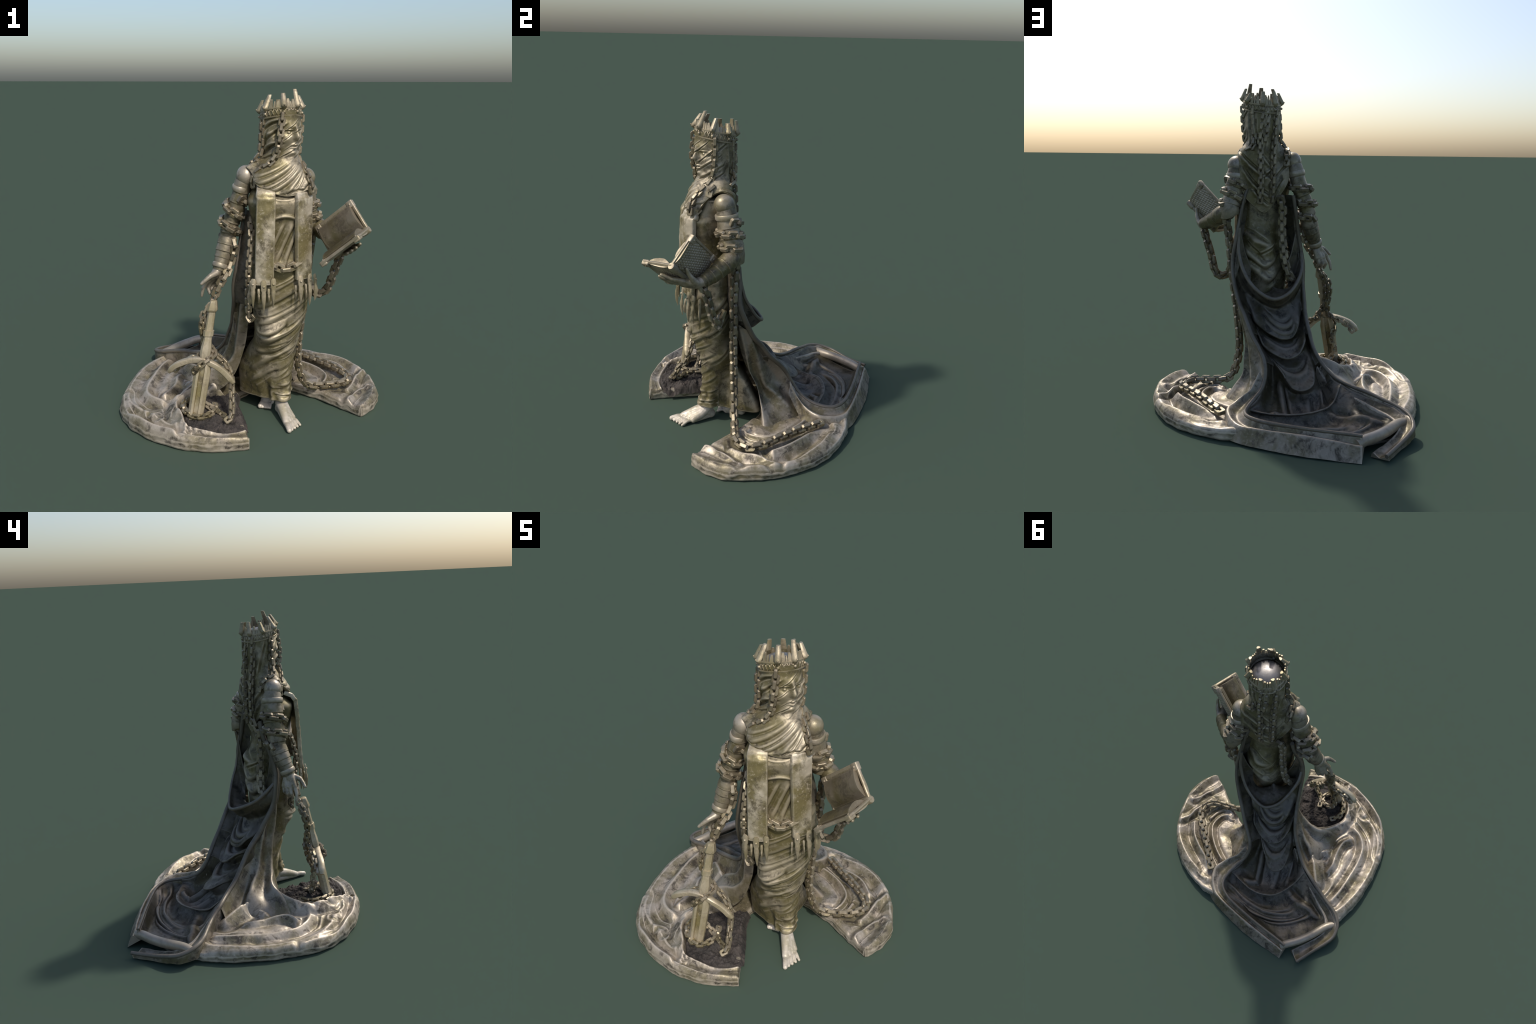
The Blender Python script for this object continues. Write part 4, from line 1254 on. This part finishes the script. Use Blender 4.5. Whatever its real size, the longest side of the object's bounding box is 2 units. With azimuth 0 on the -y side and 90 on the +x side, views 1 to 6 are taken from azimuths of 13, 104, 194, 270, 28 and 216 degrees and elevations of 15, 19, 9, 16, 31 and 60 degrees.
# pages: curved blocks inside each cover
pu = [A_ * .90 + B_ * .10 + nu_up * .020, A_ * .7 + B_ * .3 + nu_up * .036, A_ * .4 + B_ * .6 + nu_up * .040, A_ * .12 + B_ * .88 + nu_up * .014]
pl = [B_ * .88 + C_ * .12 + nu_lo * .014, B_ * .6 + C_ * .4 + nu_lo * .042, B_ * .3 + C_ * .7 + nu_lo * .038, B_ * .10 + C_ * .90 + nu_lo * .020]
plate('book_pages', pu, M_page, normal=nu_up, thick=.030, u0=.06, u1=.95)
plate('book_pages', pl, M_page, normal=nu_lo, thick=.030, u0=.06, u1=.95)
# raised frame, corner fittings and spine ends
for a, b, nrm_ in ((A_, B_, nu_up), (C_, B_, nu_lo)):
    for (p, q, r) in ((a, a + sdir * BL, .009), (a, b, .009), (a + sdir * BL, b + sdir * BL, .009)):
        gg = Geo()
        gg.grid(tube(V([p * (1 - t) + q * t + nrm_ * .004 for t in np.linspace(0, 1, 8)]), r, r * .9, 12, power=4), cv=True, cap0=True, cap1=True)
        gg.put('book_frame', M_book, book, angle=40)
for c, w in ((A_, B_), (C_, B_), (A_ + sdir * BL, B_ + sdir * BL), (C_ + sdir * BL, B_ + sdir * BL)):
    e1 = (w - c); e1 /= np.linalg.norm(e1)
    inward = sdir if np.linalg.norm(c - A_) < .01 or np.linalg.norm(c - C_) < .01 else -sdir
    e3 = np.cross(e1, sdir)
    cc = c + e1 * .014 + inward * .014
    gg = Geo()
    path = V([cc - e1 * .022, cc - e1 * .019, cc + e1 * .019, cc + e1 * .022])
    gg.grid(tube(path, [.019, .022, .022, .019], [.013, .016, .016, .013], 16, up=tuple(e3), power=6), cv=True, cap0=True, cap1=True)
    sphere_geo(gg, cc + e3 * .014, .007, 8, 10)
    sphere_geo(gg, cc - e3 * .014, .007, 8, 10)
    gg.put('book_corner', M_book, book, angle=40)
gg = Geo()
sp = V([B_ + sdir * t for t in (-.008, 0., .02, .04, .05)])
gg.grid(tube(sp, [.018, .022, .022, .022, .018], None, 18), cv=True, cap0=True, cap1=True)
gg.grid(tube(V([B_ + sdir * t for t in np.linspace(.04, BL, 6)]), .015, None, 16), cv=True, cap0=True, cap1=True)
gg.put('book_spine', M_book, book, angle=45)
# rows of small scales on the outside of the back cover
for T, n_ in ((Tu, nu1), (Tl, nl1)):
    gg = Geo()
    for iu in range(1, 13):
        for iv in range(1, 12):
            u = iu / 13 * .96 + .02
            v_ = (iv + (.5 if iu % 2 else 0)) / 12.5
            k_ = int(v_ * 25)
            c = T[0, k_] * (1 - u) + T[-1, k_] * u
            n1 = n_[k_]
            e1 = T[0, min(k_ + 1, 25)] - T[0, k_ - 1]; e1 /= np.linalg.norm(e1)
            ring = [c + (e1 * math.cos(t) * .0085 + sdir * math.sin(t) * .0125) + n1 * .0 for t in np.linspace(0, 2 * math.pi, 8, endpoint=False)]
            up_ = [c + (e1 * math.cos(t) * .005 + sdir * math.sin(t) * .008) + n1 * .0035 for t in np.linspace(0, 2 * math.pi, 8, endpoint=False)]
            gg.grid(V([ring, up_]), cv=True, cap1=True)
    o = gg.put('cover_scales', M_book, book)
    o['kind'] = 'stuff'

# ------------------------------------------------------------------- sword
sword = empty('sword', root)
gx = V([.38, .05, 0]); gx /= np.linalg.norm(gx)     # direction of the guard
gc = V([-.168, -.480, .432])
axis = V([-.125, -.405, .79]) - gc
axis /= np.linalg.norm(axis)
gy = np.cross(axis, gx)


def sw(h, a=0., b=0.):
    return gc + axis * h + gx * a + gy * b


def prism(name, levels, prof, mat, parent, smooth_angle=35, n=None):
    P = V([[sw(h, a * w, b * d) for a, b in prof] for h, w, d in levels])
    gg = Geo()
    gg.grid(P, cv=True, cap0=True, cap1=True)
    return gg.put(name, mat, parent, angle=smooth_angle)


octo = [(-1, -.55), (-1, .55), (-.55, 1), (.55, 1), (1, .55), (1, -.55), (.55, -1), (-.55, -1)]
prism('pommel', [(.374, .014, .014), (.370, .020, .020), (.318, .031, .031), (.308, .028, .028), (.300, .018, .018)], octo, M_sword, sword)
prism('grip', [(.31, .021, .021), (.20, .023, .023), (.17, .0235, .0235), (.13, .024, .024), (.09, .030, .028), (.05, .031, .029), (.02, .024, .024)], octo, M_sword, sword)
prism('grip_ring', [(.194, .022, .022), (.191, .0295, .0295), (.159, .0295, .0295), (.156, .022, .022)], octo, M_sword, sword)
blade_prof = [(-1, -.35), (-1, .35), (-.62, 1), (-.34, 1), (-.24, .55), (.24, .55), (.34, 1), (.62, 1), (1, .35), (1, -.35), (.62, -1), (.34, -1), (.24, -.55), (-.24, -.55), (-.34, -1), (-.62, -1)]
prism('blade', [(.01, .034, .024), (-.03, .042, .028), (-.055, .049, .031), (-.33, .046, .029), (-.44, .044, .028)], blade_prof, M_sword, sword)
gpts = [(-.385, -.497, .352), (-.355, -.498, .385), (-.317, -.498, .412), (-.246, -.488, .438), (-.167, -.488, .444), (-.10, -.480, .415), (-.045, -.461, .363), (.003, -.447, .300)]
gpath = spline(gpts, 50)
gg = Geo()
ww = np.interp(np.arange(50), [0, 3, 25, 46, 49], [.014, .022, .020, .022, .014])
gg.grid(tube(gpath, ww * .95, ww * .85, 12, up=(0, 0, 1), power=3.5), cv=True, cap0=True, cap1=True)
gg.put('crossguard', M_sword, sword, angle=40)
# chains about the sword
chain([(-.128, -.372, .81), (-.150, -.372, .76), (-.168, -.395, .70), (-.172, -.415, .64), (-.168, -.425, .575), (-.155, -.420, .52), (-.128, -.420, .480), (-.118, -.445, .462), (-.145, -.505, .452), (-.185, -.528, .420), (-.215, -.520, .385), (-.225, -.470, .35)], 'small', (-.3, .8, .1), roll=.5, tangled=True)
chain([(-.15, -.385, .76), (-.19, -.41, .70), (-.195, -.425, .62), (-.185, -.42, .55), (-.19, -.44, .47), (-.26, -.458, .43), (-.32, -.468, .395), (-.36, -.47, .35)], 'small', (0, .9, .3), roll=.2, tangled=True)
chain([(-.128, -.405, .455), (-.073, -.418, .425), (-.034, -.425, .378), (-.010, -.440, .310), (-.004, -.465, .245), (.008, -.505, .205), (.014, -.525, .165), (.012, -.550, .125), (-.01, -.575, .112)], 'small', (.2, -.9, .3), roll=.6)
chain([(-.225, -.470, .35), (-.215, -.455, .29), (-.235, -.45, .22), (-.215, -.44, .16), (-.17, -.44, .13), (-.12, -.46, .115), (-.06, -.50, .11), (-.01, -.53, .108)], 'small', (-.5, .8, .2), roll=.5, tangled=True)
chain([(-.27, -.36, .120), (-.31, -.42, .125), (-.30, -.50, .130), (-.25, -.555, .125), (-.185, -.58, .120), (-.13, -.55, .122), (-.105, -.48, .122), (-.13, -.40, .12)], 'small', (0, 0, 1), roll=.4, tangled=True)

# -------------------------------------------------------------------- feet
def foot(name, heel, toe_big, toe_small, voxel=.005):
    heel, tb, ts = V(heel, float), V(toe_big, float), V(toe_small, float)
    ball_b = heel * .30 + tb * .70
    ball_s = heel * .38 + ts * .62
    gg = Geo()
    ank = heel * .90 + (tb + ts) / 2 * .10
    bones(gg, [(ank[0], ank[1], .135), (ank[0], ank[1], .075)], [.030, .035])
    bones(gg, [(heel[0], heel[1], .030), (ank[0], ank[1], .06)], [.030, .036])
    for f, zt in ((0., .026), (.33, .025), (.66, .022), (1., .020)):
        b = ball_b * (1 - f) + ball_s * f
        bones(gg, [(ank[0], ank[1], .082), (.5 * (ank[0] + b[0]), .5 * (ank[1] + b[1]), .060 - .014 * f), (b[0], b[1], zt + .004)], [.038, .030, .022])
        bones(gg, [(heel[0], heel[1], .024), (b[0], b[1], .018)], [.022, .017])
    for i in range(5):
        f = i / 4
        t_ = tb * (1 - f) + ts * f
        b = ball_b * (1 - f) + ball_s * f
        r = .0165 if i == 0 else .0115 - .0006 * i
        m_ = b * .45 + t_ * .55
        bones(gg, [(b[0], b[1], .022), (m_[0], m_[1], .024), (t_[0], t_[1], r * .95)], [r * 1.15, r * 1.02, r * .95])
    ob = gg.put(name, M_foot, root)
    remesh(ob, voxel, 2)
    return ob


foot('foot', (.236, -.195, 0), (.342, -.428, 0), (.392, -.336, 0), .0038)
foot('foot', (.150, -.01, 0), (.104, -.172, 0), (.170, -.170, 0))
